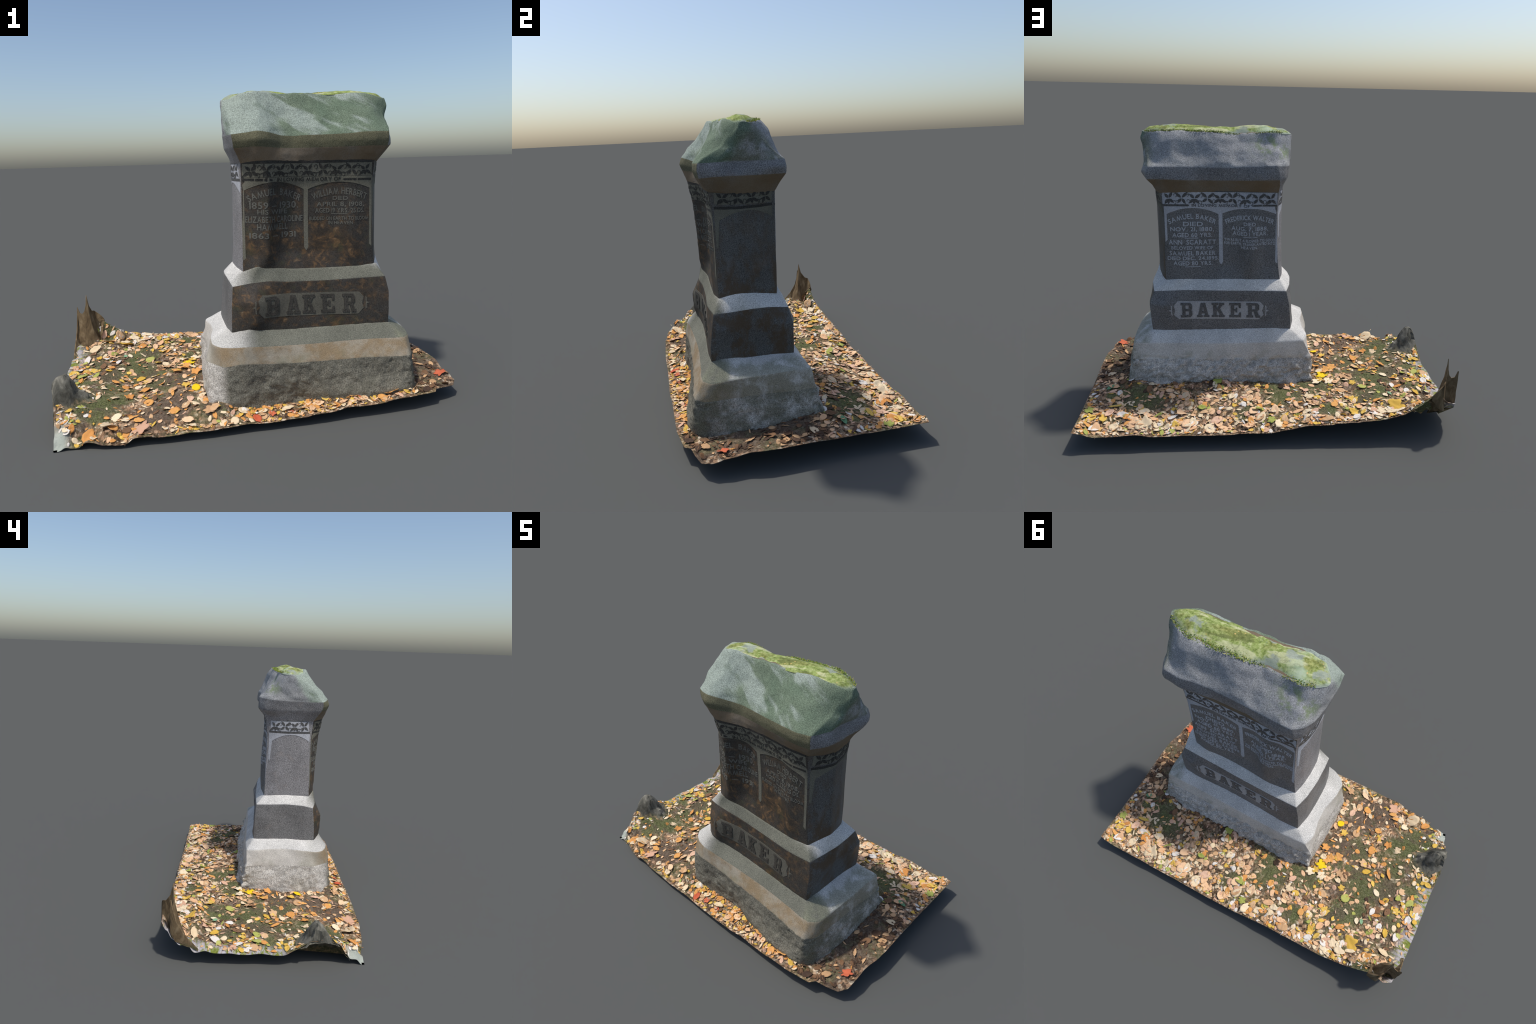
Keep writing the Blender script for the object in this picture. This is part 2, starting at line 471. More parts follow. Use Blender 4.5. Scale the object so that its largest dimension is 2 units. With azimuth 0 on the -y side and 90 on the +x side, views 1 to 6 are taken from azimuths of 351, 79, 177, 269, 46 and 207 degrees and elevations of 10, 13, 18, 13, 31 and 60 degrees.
D_FOOT = ring([(-0.064, -0.315, .683), (0.0, -0.352, .71), (0.083, -0.336, .696), (0.165, -0.325, .682), (0.33, -0.327, .678), (0.5, -0.323, .679)],
              [(0.598, -0.309, .682), (0.63, -0.244, .706), (0.645, -0.2, .712), (0.63, -0.135, .704), (0.602, -0.056, .684)],
              [(0.579, -0.022, .674), (0.492, 0, .686), (0.41, -0.012, .681), (0.33, -0.012, .679), (0.17, 0.003, .687), (0.087, 0.006, .69), (0, -0.002, .684)],
              [(-0.072, -0.013, .681), (-0.086, -0.08, .69), (-0.09, -0.16, .695), (-0.083, -0.25, .69)])
D_LOW = ring([(-0.062, -0.312), (0.0, -0.338), (0.055, -0.360), (0.09, -0.336), (0.130, -0.310), (0.17, -0.299), (0.215, -0.303), (0.33, -0.303), (0.43, -0.318), (0.49, -0.330), (0.54, -0.320)],
             [(0.592, -0.309), (0.622, -0.25), (0.640, -0.19), (0.622, -0.1)],
             [(0.579, -0.018), (0.48, -0.006), (0.29, -0.024), (0.22, -0.024), (0.16, -0.010), (0.125, 0.010), (0.085, 0.014), (0.05, -0.002), (0.02, -0.016)],
             [(-0.060, -0.016), (-0.08, -0.08), (-0.085, -0.16), (-0.077, -0.25)], 0.76)
D_MID = ring([(-0.06, -0.31), (0.0, -0.339), (0.058, -0.362), (0.092, -0.336), (0.132, -0.309), (0.17, -0.298), (0.215, -0.302), (0.26, -0.298), (0.40, -0.308), (0.48, -0.330), (0.53, -0.318)],
             [(0.585, -0.309), (0.622, -0.25), (0.640, -0.19), (0.620, -0.1)],
             [(0.575, -0.016), (0.5, -0.009), (0.30, -0.026), (0.22, -0.026), (0.16, -0.012), (0.125, 0.010), (0.085, 0.014), (0.05, -0.002), (0.02, -0.018)],
             [(-0.052, -0.018), (-0.076, -0.08), (-0.081, -0.16), (-0.073, -0.25)], 0.90)
D_ARCH = ring([(-0.058, -0.309), (0.0, -0.343), (0.06, -0.373), (0.095, -0.346), (0.135, -0.316), (0.175, -0.305), (0.22, -0.308), (0.3, -0.307), (0.42, -0.312), (0.49, -0.326)],
              [(0.581, -0.312), (0.622, -0.25), (0.641, -0.19), (0.617, -0.1)],
              [(0.572, -0.012), (0.26, -0.023), (0.18, -0.018), (0.125, 0.0), (0.085, 0.002), (0.04, -0.015)],
              [(-0.048, -0.021), (-0.073, -0.09), (-0.08, -0.17), (-0.07, -0.26)], 1.075)
D_TOP = ring([(-0.060, -0.320, 1.196), (-0.01, -0.376, 1.204), (0.04, -0.392, 1.206), (0.085, -0.378, 1.206), (0.173, -0.342, 1.2), (0.257, -0.332, 1.197), (0.34, -0.330, 1.196), (0.5, -0.338, 1.197)],
              [(0.593, -0.322, 1.192), (0.628, -0.255, 1.186), (0.643, -0.19, 1.18), (0.622, -0.08, 1.178)],
              [(0.588, -0.011, 1.180), (0.26, -0.010, 1.19)],
              [(-0.055, -0.011, 1.189), (-0.076, -0.09, 1.191), (-0.082, -0.16, 1.192), (-0.073, -0.25, 1.194)])
C_COVE = ring([(-0.076, -0.342, 1.226), (0.0, -0.402, 1.232), (0.06, -0.396, 1.232), (0.12, -0.362, 1.228), (0.18, -0.345, 1.226), (0.3, -0.344, 1.224), (0.55, -0.358, 1.222)],
              [(0.612, -0.346, 1.219), (0.652, -0.282, 1.22), (0.666, -0.2, 1.22), (0.652, -0.1, 1.218)],
              [(0.614, 0.010, 1.216), (0.5, 0.014, 1.218), (0.3, 0.0, 1.218), (0.05, 0.014, 1.22)],
              [(-0.060, 0.004, 1.22), (-0.084, -0.08, 1.22), (-0.092, -0.16, 1.222), (-0.088, -0.26, 1.224)])
C_BAND0 = ring([(-0.096, -0.364, 1.258), (-0.04, -0.400, 1.262), (0.01, -0.414, 1.264), (0.06, -0.398, 1.26), (0.12, -0.359, 1.256), (0.18, -0.344, 1.254), (0.3, -0.354, 1.254), (0.57, -0.378, 1.256)],
               [(0.638, -0.366, 1.254), (0.679, -0.312, 1.261), (0.688, -0.23, 1.262), (0.676, -0.16, 1.26), (0.678, -0.06, 1.259)],
               [(0.650, 0.033, 1.257), (0.54, 0.049, 1.259), (0.466, 0.035, 1.254), (0.38, 0.018, 1.252), (0.2, 0.014, 1.252), (0.118, 0.029, 1.256), (0.03, 0.046, 1.26)],
               [(-0.058, 0.034, 1.262), (-0.092, 0.0, 1.260), (-0.104, -0.06, 1.259), (-0.110, -0.16, 1.257), (-0.104, -0.28, 1.257)])
C_BAND1 = ring([(-0.100, -0.374, 1.288), (-0.04, -0.410, 1.294), (0.006, -0.428, 1.296), (0.06, -0.404, 1.293), (0.12, -0.360, 1.285), (0.18, -0.344, 1.283), (0.3, -0.358, 1.284), (0.57, -0.388, 1.286)],
               [(0.642, -0.372, 1.286), (0.684, -0.295, 1.29), (0.672, -0.2, 1.29), (0.676, -0.1, 1.288), (0.690, -0.03, 1.288)],
               [(0.650, 0.036, 1.288), (0.55, 0.047, 1.29), (0.47, 0.031, 1.288), (0.38, 0.02, 1.288), (0.2, 0.02, 1.288), (0.05, 0.044, 1.294)],
               [(-0.052, 0.040, 1.298), (-0.090, 0.0, 1.293), (-0.108, -0.06, 1.29), (-0.114, -0.16, 1.288), (-0.110, -0.28, 1.287)])
C_EAVE = ring([(-0.106, -0.372, 1.32), (-0.043, -0.398, 1.325), (0.008, -0.413, 1.333), (0.063, -0.392, 1.326), (0.122, -0.355, 1.312), (0.182, -0.341, 1.308), (0.24, -0.349, 1.311), (0.35, -0.361, 1.312), (0.46, -0.373, 1.315), (0.51, -0.383, 1.321), (0.57, -0.386, 1.321)],
              [(0.642, -0.369, 1.322), (0.676, -0.28, 1.325), (0.664, -0.2, 1.325), (0.670, -0.09, 1.323), (0.676, -0.03, 1.322)],
              [(0.638, 0.031, 1.322), (0.55, 0.043, 1.325), (0.47, 0.027, 1.323), (0.39, 0.02, 1.322), (0.22, 0.023, 1.322), (0.05, 0.036, 1.332)],
              [(-0.040, 0.042, 1.338), (-0.086, 0.0, 1.33), (-0.113, -0.06, 1.326), (-0.119, -0.16, 1.322), (-0.118, -0.28, 1.32)])
C_ROOF = ring([(-0.104, -0.300, 1.40), (-0.05, -0.328, 1.41), (0.03, -0.338, 1.42), (0.085, -0.308, 1.41), (0.13, -0.290, 1.40), (0.2, -0.295, 1.40), (0.35, -0.305, 1.40), (0.55, -0.316, 1.40), (0.61, -0.296, 1.395)],
              [(0.662, -0.254, 1.39), (0.684, -0.21, 1.385), (0.680, -0.15, 1.385), (0.678, -0.10, 1.39)],
              [(0.660, -0.058, 1.39), (0.61, -0.024, 1.395), (0.52, 0.004, 1.40), (0.45, -0.018, 1.395), (0.36, -0.022, 1.40), (0.28, -0.004, 1.40), (0.18, -0.026, 1.395), (0.05, -0.014, 1.40)],
              [(-0.052, -0.012, 1.39), (-0.106, -0.08, 1.395), (-0.122, -0.16, 1.40), (-0.124, -0.23, 1.40)])
C_NECK = ring([(-0.106, -0.245, 1.445), (-0.055, -0.276, 1.465), (0.028, -0.288, 1.475), (0.09, -0.272, 1.462), (0.15, -0.262, 1.455), (0.3, -0.266, 1.456), (0.45, -0.268, 1.456), (0.58, -0.268, 1.455)],
              [(0.664, -0.218, 1.448), (0.702, -0.19, 1.455), (0.704, -0.155, 1.455), (0.690, -0.12, 1.45)],
              [(0.668, -0.094, 1.445), (0.60, -0.052, 1.45), (0.52, -0.022, 1.455), (0.4, -0.040, 1.45), (0.27, -0.034, 1.45), (0.18, -0.068, 1.44), (0.08, -0.066, 1.445)],
              [(-0.054, -0.055, 1.435), (-0.108, -0.11, 1.437), (-0.125, -0.155, 1.445), (-0.124, -0.20, 1.445)])
C_CREST = ring([(-0.098, -0.205, 1.484), (-0.055, -0.245, 1.505), (0.028, -0.256, 1.516), (0.15, -0.246, 1.506), (0.3, -0.238, 1.504), (0.45, -0.234, 1.506), (0.58, -0.228, 1.506)],
               [(0.678, -0.196, 1.490), (0.698, -0.175, 1.492), (0.694, -0.155, 1.494)],
               [(0.672, -0.128, 1.486), (0.60, -0.080, 1.491), (0.522, -0.054, 1.498), (0.4, -0.058, 1.496), (0.257, -0.070, 1.492), (0.18, -0.096, 1.48), (0.1, -0.090, 1.483), (-0.017, -0.072, 1.498)],
               [(-0.080, -0.104, 1.492), (-0.112, -0.132, 1.490), (-0.124, -0.152, 1.491), (-0.118, -0.178, 1.487)])
RIDGE = np.array([(-0.06, -0.160, 1.516), (0.012, -0.162, 1.530), (0.08, -0.162, 1.532), (0.2, -0.165, 1.517), (0.3, -0.165, 1.521), (0.45, -0.160, 1.529), (0.58, -0.158, 1.525), (0.645, -0.165, 1.516)])

stone = empty("gravestone", "weathered granite gravestone with carved inscriptions, leaf frieze and mossy cap", "gravestone")

# plinth: rock-faced foot, smooth washed band, sloped top
inner = P_TOP.copy()
inner[:, :2] = inner[:, :2].mean(0) + (inner[:, :2] - inner[:, :2].mean(0)) * 0.9
inner[:, 2] += 0.006
G, band = loft([P_LOW, P_FOOT, P_MID, P_LINE, P_SLOPE, P_TOP, inner], 0.008)


def plinth_rough(p):
    m = min(1.0, max(0.0, (0.262 - p.z) / 0.03))
    q = Vector((p.x * 1.0, p.y * 1.0, p.z * 1.0))
    chip = noise.fractal(q * 15, 0.7, 2.1, 5) * 0.011 - abs(noise.noise(q * 34)) * 0.012 + noise.cell(Vector((q.x * 30 + q.z * 14, q.y * 30, q.z * 34))) * 0.005
    back = 1.35 if p.y > 0.08 else 0.5
    return m * chip * back + 0.0016 * noise.fractal(q * 20, 0.8, 2, 4)


plinth = stone_mesh("plinth", G, band, [ROCK, PL_BAND, SLOPE], lambda b, s, c: 0 if b <= 2 else 1 if b == 3 else 2, plinth_rough, stone)

# base block with the family name
low = P_TOP.copy()
low[:, 2] -= 0.012
inner = D_FOOT.copy()
inner[:, :2] = inner[:, :2].mean(0) + (inner[:, :2] - inner[:, :2].mean(0)) * 0.9
inner[:, 2] += 0.006
G, band = loft([low, B_LOW, B_MID, B_EDGE, D_FOOT, inner], 0.008)


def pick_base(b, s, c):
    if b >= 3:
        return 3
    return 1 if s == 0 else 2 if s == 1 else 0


base = stone_mesh("base_block", G, band, [GRANITE, GRANITE_REFLECTION_PAINT, GRANITE_BLOTCHED, SLOPE], pick_base, fine_rough(0.0009), stone)

# die (the inscribed shaft)
low = D_FOOT.copy()
low[:, 2] -= 0.012
top = D_TOP.copy()
top[:, 2] += 0.004
G, band = loft([low, D_LOW, D_MID, D_ARCH, top], 0.009)
die = stone_mesh("die", G, band, [GRANITE, GRANITE_REFLECTION_PAINT, GRANITE_BLOTCHED, END_PANEL], lambda b, s, c: (1, 2, 0, 3)[s], fine_rough(0.0004), stone)

# cap: cove, band, rock-cut roof
low = D_TOP.copy()
low[:, 2] -= 0.004
inner = C_CREST.copy()
inner[:, :2] = inner[:, :2].mean(0) + (inner[:, :2] - inner[:, :2].mean(0)) * 0.85
inner[:, 2] += 0.002
G, band = loft([low, C_COVE, C_BAND0, C_BAND1, C_EAVE, C_ROOF, C_NECK, C_CREST, inner], 0.008)


def cap_rough(p):
    m = min(1.0, max(0.0, (p.z - 1.325) / 0.02))
    facet = (noise.voronoi(Vector((p.x * 9, p.y * 9, p.z * 9)))[0][0] - 0.35) * 0.012
    return m * (facet + 0.006 * noise.fractal(p * 7, 0.8, 2, 3)) + 0.0015 * noise.fractal(p * 22, 0.8, 2, 3)


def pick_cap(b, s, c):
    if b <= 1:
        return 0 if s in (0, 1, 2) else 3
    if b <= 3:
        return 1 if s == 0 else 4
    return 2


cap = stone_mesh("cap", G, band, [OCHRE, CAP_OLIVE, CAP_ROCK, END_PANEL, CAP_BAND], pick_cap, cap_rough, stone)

# moss blanket over the crest of the cap
bm = bmesh.new()
ROWS = 16
rows = []
for j in range(ROWS + 1):
    t = j / ROWS
    row = []
    for p in C_CREST:
        rx = min(max(p[0], RIDGE[0, 0]), RIDGE[-1, 0])
        q = np.array([rx, np.interp(rx, RIDGE[:, 0], RIDGE[:, 1]), np.interp(rx, RIDGE[:, 0], RIDGE[:, 2])])
        w = t
        s = p * (1 - w) + q * w
        s[2] = p[2] + (q[2] - p[2]) * math.sin(t * math.pi / 2) - 0.003 * (1 - t)
        v = Vector(s)
        lift = min(1, 5 * t) * (0.007 * noise.fractal(v * 9, 0.8, 2, 2) + 0.0015 * noise.fractal(v * 45, 0.8, 2, 3))
        v.z += lift
        row.append(bm.verts.new(v))
    rows.append(row)
for a, b in zip(rows[:-1], rows[1:]):
    for c in range(RING):
        d = (c + 1) % RING
        bm.faces.new((a[c], a[d], b[d], b[c])).smooth = True
bmesh.ops.remove_doubles(bm, verts=bm.verts, dist=0.0012)
moss = bm_object("moss", bm, [MOSS], cap, 0)

# tufts of moss and grass growing along the back lip of the cap
TUFT_MATS = [mat_plain("moss_tuft_green", (0.16, 0.25, 0.04), 0.4), mat_plain("moss_tuft_yellow", (0.34, 0.33, 0.06), 0.4), mat_plain("moss_tuft_dark", (0.07, 0.10, 0.03), 0.4)]


def blade(bm, p, d, w, mi):
    side = d.cross(Vector((0, 0, 1)))
    side = (side if side.length > 1e-4 else Vector((1, 0, 0))).normalized() * w
    up = side.cross(d).normalized() * w * 0.6
    ring3 = [bm.verts.new(p + side), bm.verts.new(p - side), bm.verts.new(p + up)]
    tip = bm.verts.new(p + d)
    for i in range(3):
        f = bm.faces.new((ring3[i], ring3[(i + 1) % 3], tip))
        f.material_index = mi


bm = bmesh.new()
crest_back = C_CREST[STARTS[2]:STARTS[3]]
for _ in range(2000):
    i = rng.randrange(len(crest_back))
    p = Vector(crest_back[i]) + Vector((rng.uniform(-.01, .01), -abs(rng.gauss(0, 0.022)), rng.uniform(0.0, 0.006)))
    p.z += 0.16 * (crest_back[i][1] - p.y)
    d = Vector((rng.gauss(0, .5), rng.gauss(0.5, .5), rng.uniform(0.2, 1))).normalized() * rng.uniform(0.004, 0.011)
    blade(bm, p, d, rng.uniform(0.001, 0.0025), rng.choices((0, 1, 2), (5, 3, 2))[0])
tufts = bm_object("moss_tufts", bm, TUFT_MATS, cap, 0)
tufts["kind"] = "stuff"


# ------------------------------------------------------------------ carving and lettering
def tree_of(ob):
    bm = bmesh.new()
    bm.from_mesh(ob.data)
    t = BVHTree.FromBMesh(bm)
    bm.free()
    return t


TREES = {"die": tree_of(die), "base": tree_of(base)}


def on_face(tree, side, u, w, off):
    """Point at (u, w) on a face of the stone, raised by off along the face."""
    o, d = {"F": (Vector((u, -2, w)), Vector((0, 1, 0))), "B": (Vector((u, 2, w)), Vector((0, -1, 0))),
            "L": (Vector((-2, u, w)), Vector((1, 0, 0))), "R": (Vector((2, u, w)), Vector((-1, 0, 0)))}[side]
    hit = TREES[tree].ray_cast(o, d)[0]
    if hit is None:
        hit = o + d * 2
    return hit - d * off


def flat_from_curve(cu):
    ob = bpy.data.objects.new("tmp", cu)
    SC.objects.link(ob)
    dg = bpy.context.evaluated_depsgraph_get()
    dg.update()
    me = bpy.data.meshes.new_from_object(ob.evaluated_get(dg))
    bpy.data.objects.remove(ob)
    bpy.data.curves.remove(cu)
    bm = bmesh.new()
    bm.from_mesh(me)
    bpy.data.meshes.remove(me)
    bmesh.ops.remove_doubles(bm, verts=bm.verts, dist=1e-6)
    return bm


def flat_from_polys(polys):
    cu = bpy.data.curves.new("tmp", "CURVE")
    cu.dimensions, cu.fill_mode = "2D", "BOTH"
    for poly in polys:
        s = cu.splines.new("POLY")
        s.points.add(len(poly) - 1)
        for p, (a, b) in zip(s.points, poly):
            p.co = (a, b, 0, 1)
        s.use_cyclic_u = True
    return flat_from_curve(cu)


GLYPHS = {}


def glyph(ch, bold):
    """Outline of one letter: (points, faces, width). M is cut as an upturned W."""
    if (ch, bold) not in GLYPHS:
        cu = bpy.data.curves.new("tmp", "FONT")
        cu.body, cu.size, cu.offset, cu.resolution_u = "W" if ch == "M" else ch, 1.0, bold, 3
        bm = flat_from_curve(cu)
        bm.verts.ensure_lookup_table()
        pts = [(v.co.x, v.co.y) for v in bm.verts]
        fcs = [[v.index for v in f.verts] for f in bm.faces]
        bm.free()
        x0, x1 = min(p[0] for p in pts), max(p[0] for p in pts)
        if ch == "M":
            y0, y1 = min(p[1] for p in pts), max(p[1] for p in pts)
            pts = [(x0 + (p[0] - x0) * 0.86, y0 + y1 - p[1]) for p in pts]
            x1 = x0 + (x1 - x0) * 0.86
        GLYPHS[(ch, bold)] = ([(x - x0, y) for x, y in pts], fcs, x1 - x0)
    return GLYPHS[(ch, bold)]


def flat_text(body, bold=0.014):
    bm = bmesh.new()
    pen = 0.0
    for ch in body:
        if ch == " ":
            pen += 0.30
            continue
        pts, fcs, wd = glyph(ch, bold)
        vs = [bm.verts.new((x + pen, y, 0)) for x, y in pts]
        for f in fcs:
            bm.faces.new([vs[k] for k in f])
        pen += wd + 0.10
    return bm


def cut_grid(bm, du, dw):
    us = [v.co.x for v in bm.verts]
    ws = [v.co.y for v in bm.verts]
    for lo, hi, st, no in ((min(us), max(us), du, (1, 0, 0)), (min(ws), max(ws), dw, (0, 1, 0))):
        k = lo + st
        while k < hi - 1e-5:
            bmesh.ops.bisect_plane(bm, geom=bm.verts[:] + bm.edges[:] + bm.faces[:], plane_co=Vector(no) * k, plane_no=no)
            k += st


def raise_on(bm, name, tree, side, proud, mat, parent, sink=0.003):
    """Give flat (u, w) faces thickness and lay them on the stone."""
    bmesh.ops.triangulate(bm, faces=bm.faces[:])
    base_v = bm.verts[:]
    r = bmesh.ops.extrude_face_region(bm, geom=bm.faces[:], use_keep_orig=True)
    front = {v for v in r["geom"] if isinstance(v, bmesh.types.BMVert)}
    for v in bm.verts:
        v.co = on_face(tree, side, v.co.x, v.co.y, proud if v in front else -sink)
    bmesh.ops.recalc_face_normals(bm, faces=bm.faces[:])
    return bm_object(name, bm, [mat], parent, 30)


def fit(bm, u0, u1, w0, w1):
    xs = [v.co.x for v in bm.verts]
    ys = [v.co.y for v in bm.verts]
    a, b, c, d = min(xs), max(xs), min(ys), max(ys)
    for v in bm.verts:
        v.co.x = u0 + (v.co.x - a) / (b - a) * (u1 - u0)
        v.co.y = w0 + (v.co.y - c) / (d - c) * (w1 - w0)


def text_line(body, side, u0, u1, w0, w1, mat, tree="die", parent=None, tilt=0.0, arch=0.0, proud=0.0014, name="inscription"):
    bm = flat_text(body)
    fit(bm, u0, u1, w0, w1)
    um, half = (u0 + u1) / 2, abs(u1 - u0) / 2
    if arch:
        w0, w1 = w0 + arch, w1 + arch
        for v in bm.verts:
            v.co.y += arch
        R = (half * half + arch * arch) / (2 * arch)
        sgn = 1 if u1 > u0 else -1
        amax = math.asin(min(1, half / R))
        for v in bm.verts:
            a = (v.co.x - um) / half * amax
            rr = R + (v.co.y - w0)
            v.co.x, v.co.y = um + rr * math.sin(a) * half / (half + 0.5 * (w1 - w0)), w0 - R + rr * math.cos(a)
    for v in bm.verts:
        v.co.y += tilt * (v.co.x - um)
    return raise_on(bm, name, tree, side, proud, mat, parent or die)


def plate(poly, name, side, proud, mat, tree="die", parent=None, du=0.02, dw=0.05, holes=()):
    bm = flat_from_polys([poly, *holes])
    cut_grid(bm, du, dw)
    return raise_on(bm, name, tree, side, proud, mat, parent or die)


def arch_pts(u0, u1, w_end, w_top, n=14):
    out = []
    for i in range(n + 1):
        t = i / n
        out.append((u0 + (u1 - u0) * t, w_end + (w_top - w_end) * (1 - (2 * t - 1) ** 2)))
    return out


def spandrel(side, ul, ur, um, bar, arch_l, arch_r, w_top, strip_l, strip_r, mat, tilt=0.0):
    """Pale ground above the two arched panels with its hanging pointed bar and side strips.
    ul/ur outer edges, um centre of the bar, in reading order."""
    s = 1 if ur > ul else -1
    h = bar / 2 * s
    sw = 0.013 * s
    poly = [(ul, w_top), (ul, strip_l)]
    poly += [(ul + sw * 0.9, strip_l + 0.012)]
    poly += arch_pts(ul + sw, um - h, arch_l[0], arch_l[1])
    poly += [(um - h, 0.782), (um, 0.766), (um + h, 0.782)]
    poly += arch_pts(um + h, ur - sw, arch_r[0], arch_r[1])
    poly += [(ur - sw, strip_r + 0.012), (ur, strip_r), (ur, w_top)]
    poly = [(a, b + tilt * (a - um)) for a, b in poly]
    return plate(poly, "panel_surround", side, 0.0013, mat)


def blade_outline(cx, cy, ang, ln, wd):
    """One lobe of a vine leaf: pointed with two teeth on either edge."""
    prof = [(0, 0.0), (0.05, 0.22), (0.20, 0.66), (0.40, 1.0), (0.45, 0.82), (0.64, 0.86), (0.70, 0.55), (1, 0)]
    pts = [(t * ln, w * wd / 2) for t, w in prof] + [(t * ln, -w * wd / 2) for t, w in reversed(prof[1:-1])]
    ca, sa = math.cos(ang), math.sin(ang)
    return [(cx + ca * a - sa * b, cy + sa * a + ca * b) for a, b in pts]


def ribbon(path, w):
    L, Rr = [], []
    for i, p in enumerate(path):
        a = Vector(path[max(0, i - 1)])
        b = Vector(path[min(len(path) - 1, i + 1)])
        t = (b - a).normalized()
        nrm = Vector((-t.y, t.x)) * w / 2
        L.append((p[0] + nrm.x, p[1] + nrm.y))
        Rr.append((p[0] - nrm.x, p[1] - nrm.y))
    return L + Rr[::-1]


def frieze(side, ul, ur, w0, w1, n, pale, dark, tilt=0.0):
    """Pale band with a running vine of five-lobed leaves, dark fillet above."""
    s = 1 if ur > ul else -1
    um = (ul + ur) / 2
    sh = lambda pts: [(a, b + tilt * (a - um)) for a, b in pts]
    plate(sh([(ul, w0), (ur, w0), (ur, w1), (ul, w1)]), "frieze_ground", side, 0.0010, pale)
    plate(sh([(ul, w1 + 0.0005), (ur, w1 + 0.0005), (ur, w1 + 0.0135), (ul, w1 + 0.0135)]), "frieze_fillet", side, 0.0020, dark)
    H = w1 - w0
    pitch = (ur - ul) / n
    for i in range(n):
        cx = ul + pitch * (i + 0.5)
        up = i % 2
        cy = w0 + H * (0.50 if up else 0.46)
        if up:
            fan = ((46, .60), (134, .64), (-50, .62), (-128, .52))
        else:
            fan = ((50, .62), (-44, .60), (-96, .44), (-138, .64), (136, .50))
        bm = bmesh.new()
        for a, l in fan:
            a = math.radians(a + rng.uniform(-13, 13))
            if s < 0:
                a = math.pi - a
            ln = min(l * H * rng.uniform(.82, 1.12), ((w1 - cy) if math.sin(a) > 0 else (cy - w0)) / max(abs(math.sin(a)), .2) * .96)
            one = flat_from_polys([sh(blade_outline(cx + 0.003 * math.cos(a), cy + 0.003 * math.sin(a), a, ln, H * 0.25))])
            cut_grid(one, 0.012, 0.012)
            me = bpy.data.meshes.new("tmp")
            one.to_mesh(me)
            one.free()
            bm.from_mesh(me)
            bpy.data.meshes.remove(me)
        raise_on(bm, "frieze_leaf", "die", side, 0.0026, dark, die)
        if i < n - 1:
            path = [(cx + pitch * t, cy + H * (0.24 * math.sin(math.pi * t) * (1 if up else -1) + 0.04 * t)) for t in np.linspace(0.1, 0.9, 9)]
            bm = flat_from_polys([sh(ribbon(path, 0.0035))])
            raise_on(bm, "vine_stem", "die", side, 0.0022, dark, die)
            cc = (cx + pitch * 0.5, cy + H * (0.27 if not up else -0.25))
            for cc in (cc, (cx + pitch * 0.42, cy + H * (-0.30 if not up else 0.28))):
              curl = [(cc[0] + s * 0.010 * math.cos(t) * (1 - t / 9), cc[1] + 0.010 * math.sin(t) * (1 - t / 9)) for t in np.linspace(-1.5, 3.6, 10)]
              bm = flat_from_polys([sh(ribbon(curl, 0.0028))])
              raise_on(bm, "tendril", "die", side, 0.0023, dark, die)


# --- back of the die
frieze("B", 0.577, -0.048, 1.116, 1.185, 9, PALE_INLAY, DARK_RELIEF)
spandrel("B", 0.570, -0.055, 0.2645, 0.021, (1.060, 1.094), (1.064, 1.096), 1.1155, 0.90, 0.775, PALE_INLAY)
plate([(0.577, 1.103), (0.44, 1.103), (0.432, 1.109), (0.44, 1.1145), (0.577, 1.1145)], "frieze_fillet", "B", 0.0016, DARK_RELIEF)
plate([(-0.046, 1.107), (0.086, 1.107), (0.095, 1.113), (0.086, 1.1175), (-0.046, 1.1175)], "frieze_fillet", "B", 0.0016, DARK_RELIEF)
text_line("IN LOVING MEMORY OF", "B", 0.420, 0.103, 1.1015, 1.117, DARK_RELIEF, proud=0.0026)
for body, u0, u1, w0, w1, ar in (
        ("SAMUEL BAKER", 0.557, 0.283, 1.001, 1.029, 0.032),
        ("DIED", 0.470, 0.362, 0.991, 1.016, 0), ("NOV. 21, 1880,", 0.541, 0.302, 0.958, 0.986, 0),
        ("AGED 60 YRS.", 0.531, 0.312, 0.928, 0.953, 0), ("ANN  SCARATT", 0.553, 0.292, 0.885, 0.913, 0),
        ("BELOVED WIFE OF", 0.539, 0.308, 0.856, 0.876, 0), ("SAMUEL BAKER", 0.551, 0.295, 0.822, 0.848, 0),
        ("DIED DEC. 24,1895.", 0.563, 0.276, 0.791, 0.816, 0), ("AGED 80 YRS.", 0.531, 0.313, 0.764, 0.788, 0),
        ("FREDERICK WALTER", 0.244, -0.038, 1.004, 1.031, 0.029),
        ("DIED", 0.136, 0.069, 0.999, 1.019, 0), ("AUG. 7, 1888,", 0.205, 0.0, 0.966, 0.993, 0),
        ("AGED 1 YEAR.", 0.198, 0.002, 0.942, 0.965, 0), ("'TWAS BUT A FLOWER TO GOOD", 0.246, -0.040, 0.906, 0.923, 0),
        ("FOR EARTH, TRANSPLANTED INTO", 0.246, -0.040, 0.884, 0.902, 0), ("HEAVEN.", 0.151, 0.056, 0.866, 0.882, 0)):
    text_line(body, "B", u0, u1, w0, w1, CUT_PALE, arch=ar)
for a, b, w in ((0.463, 0.389, 0.921), (0.467, 0.379, 0.754), (0.139, 0.061, 0.933)):
    plate([(a, w), (b, w), (b, w + 0.003), (a, w + 0.003)], "carved_rule", "B", 0.0008, CUT_PALE)

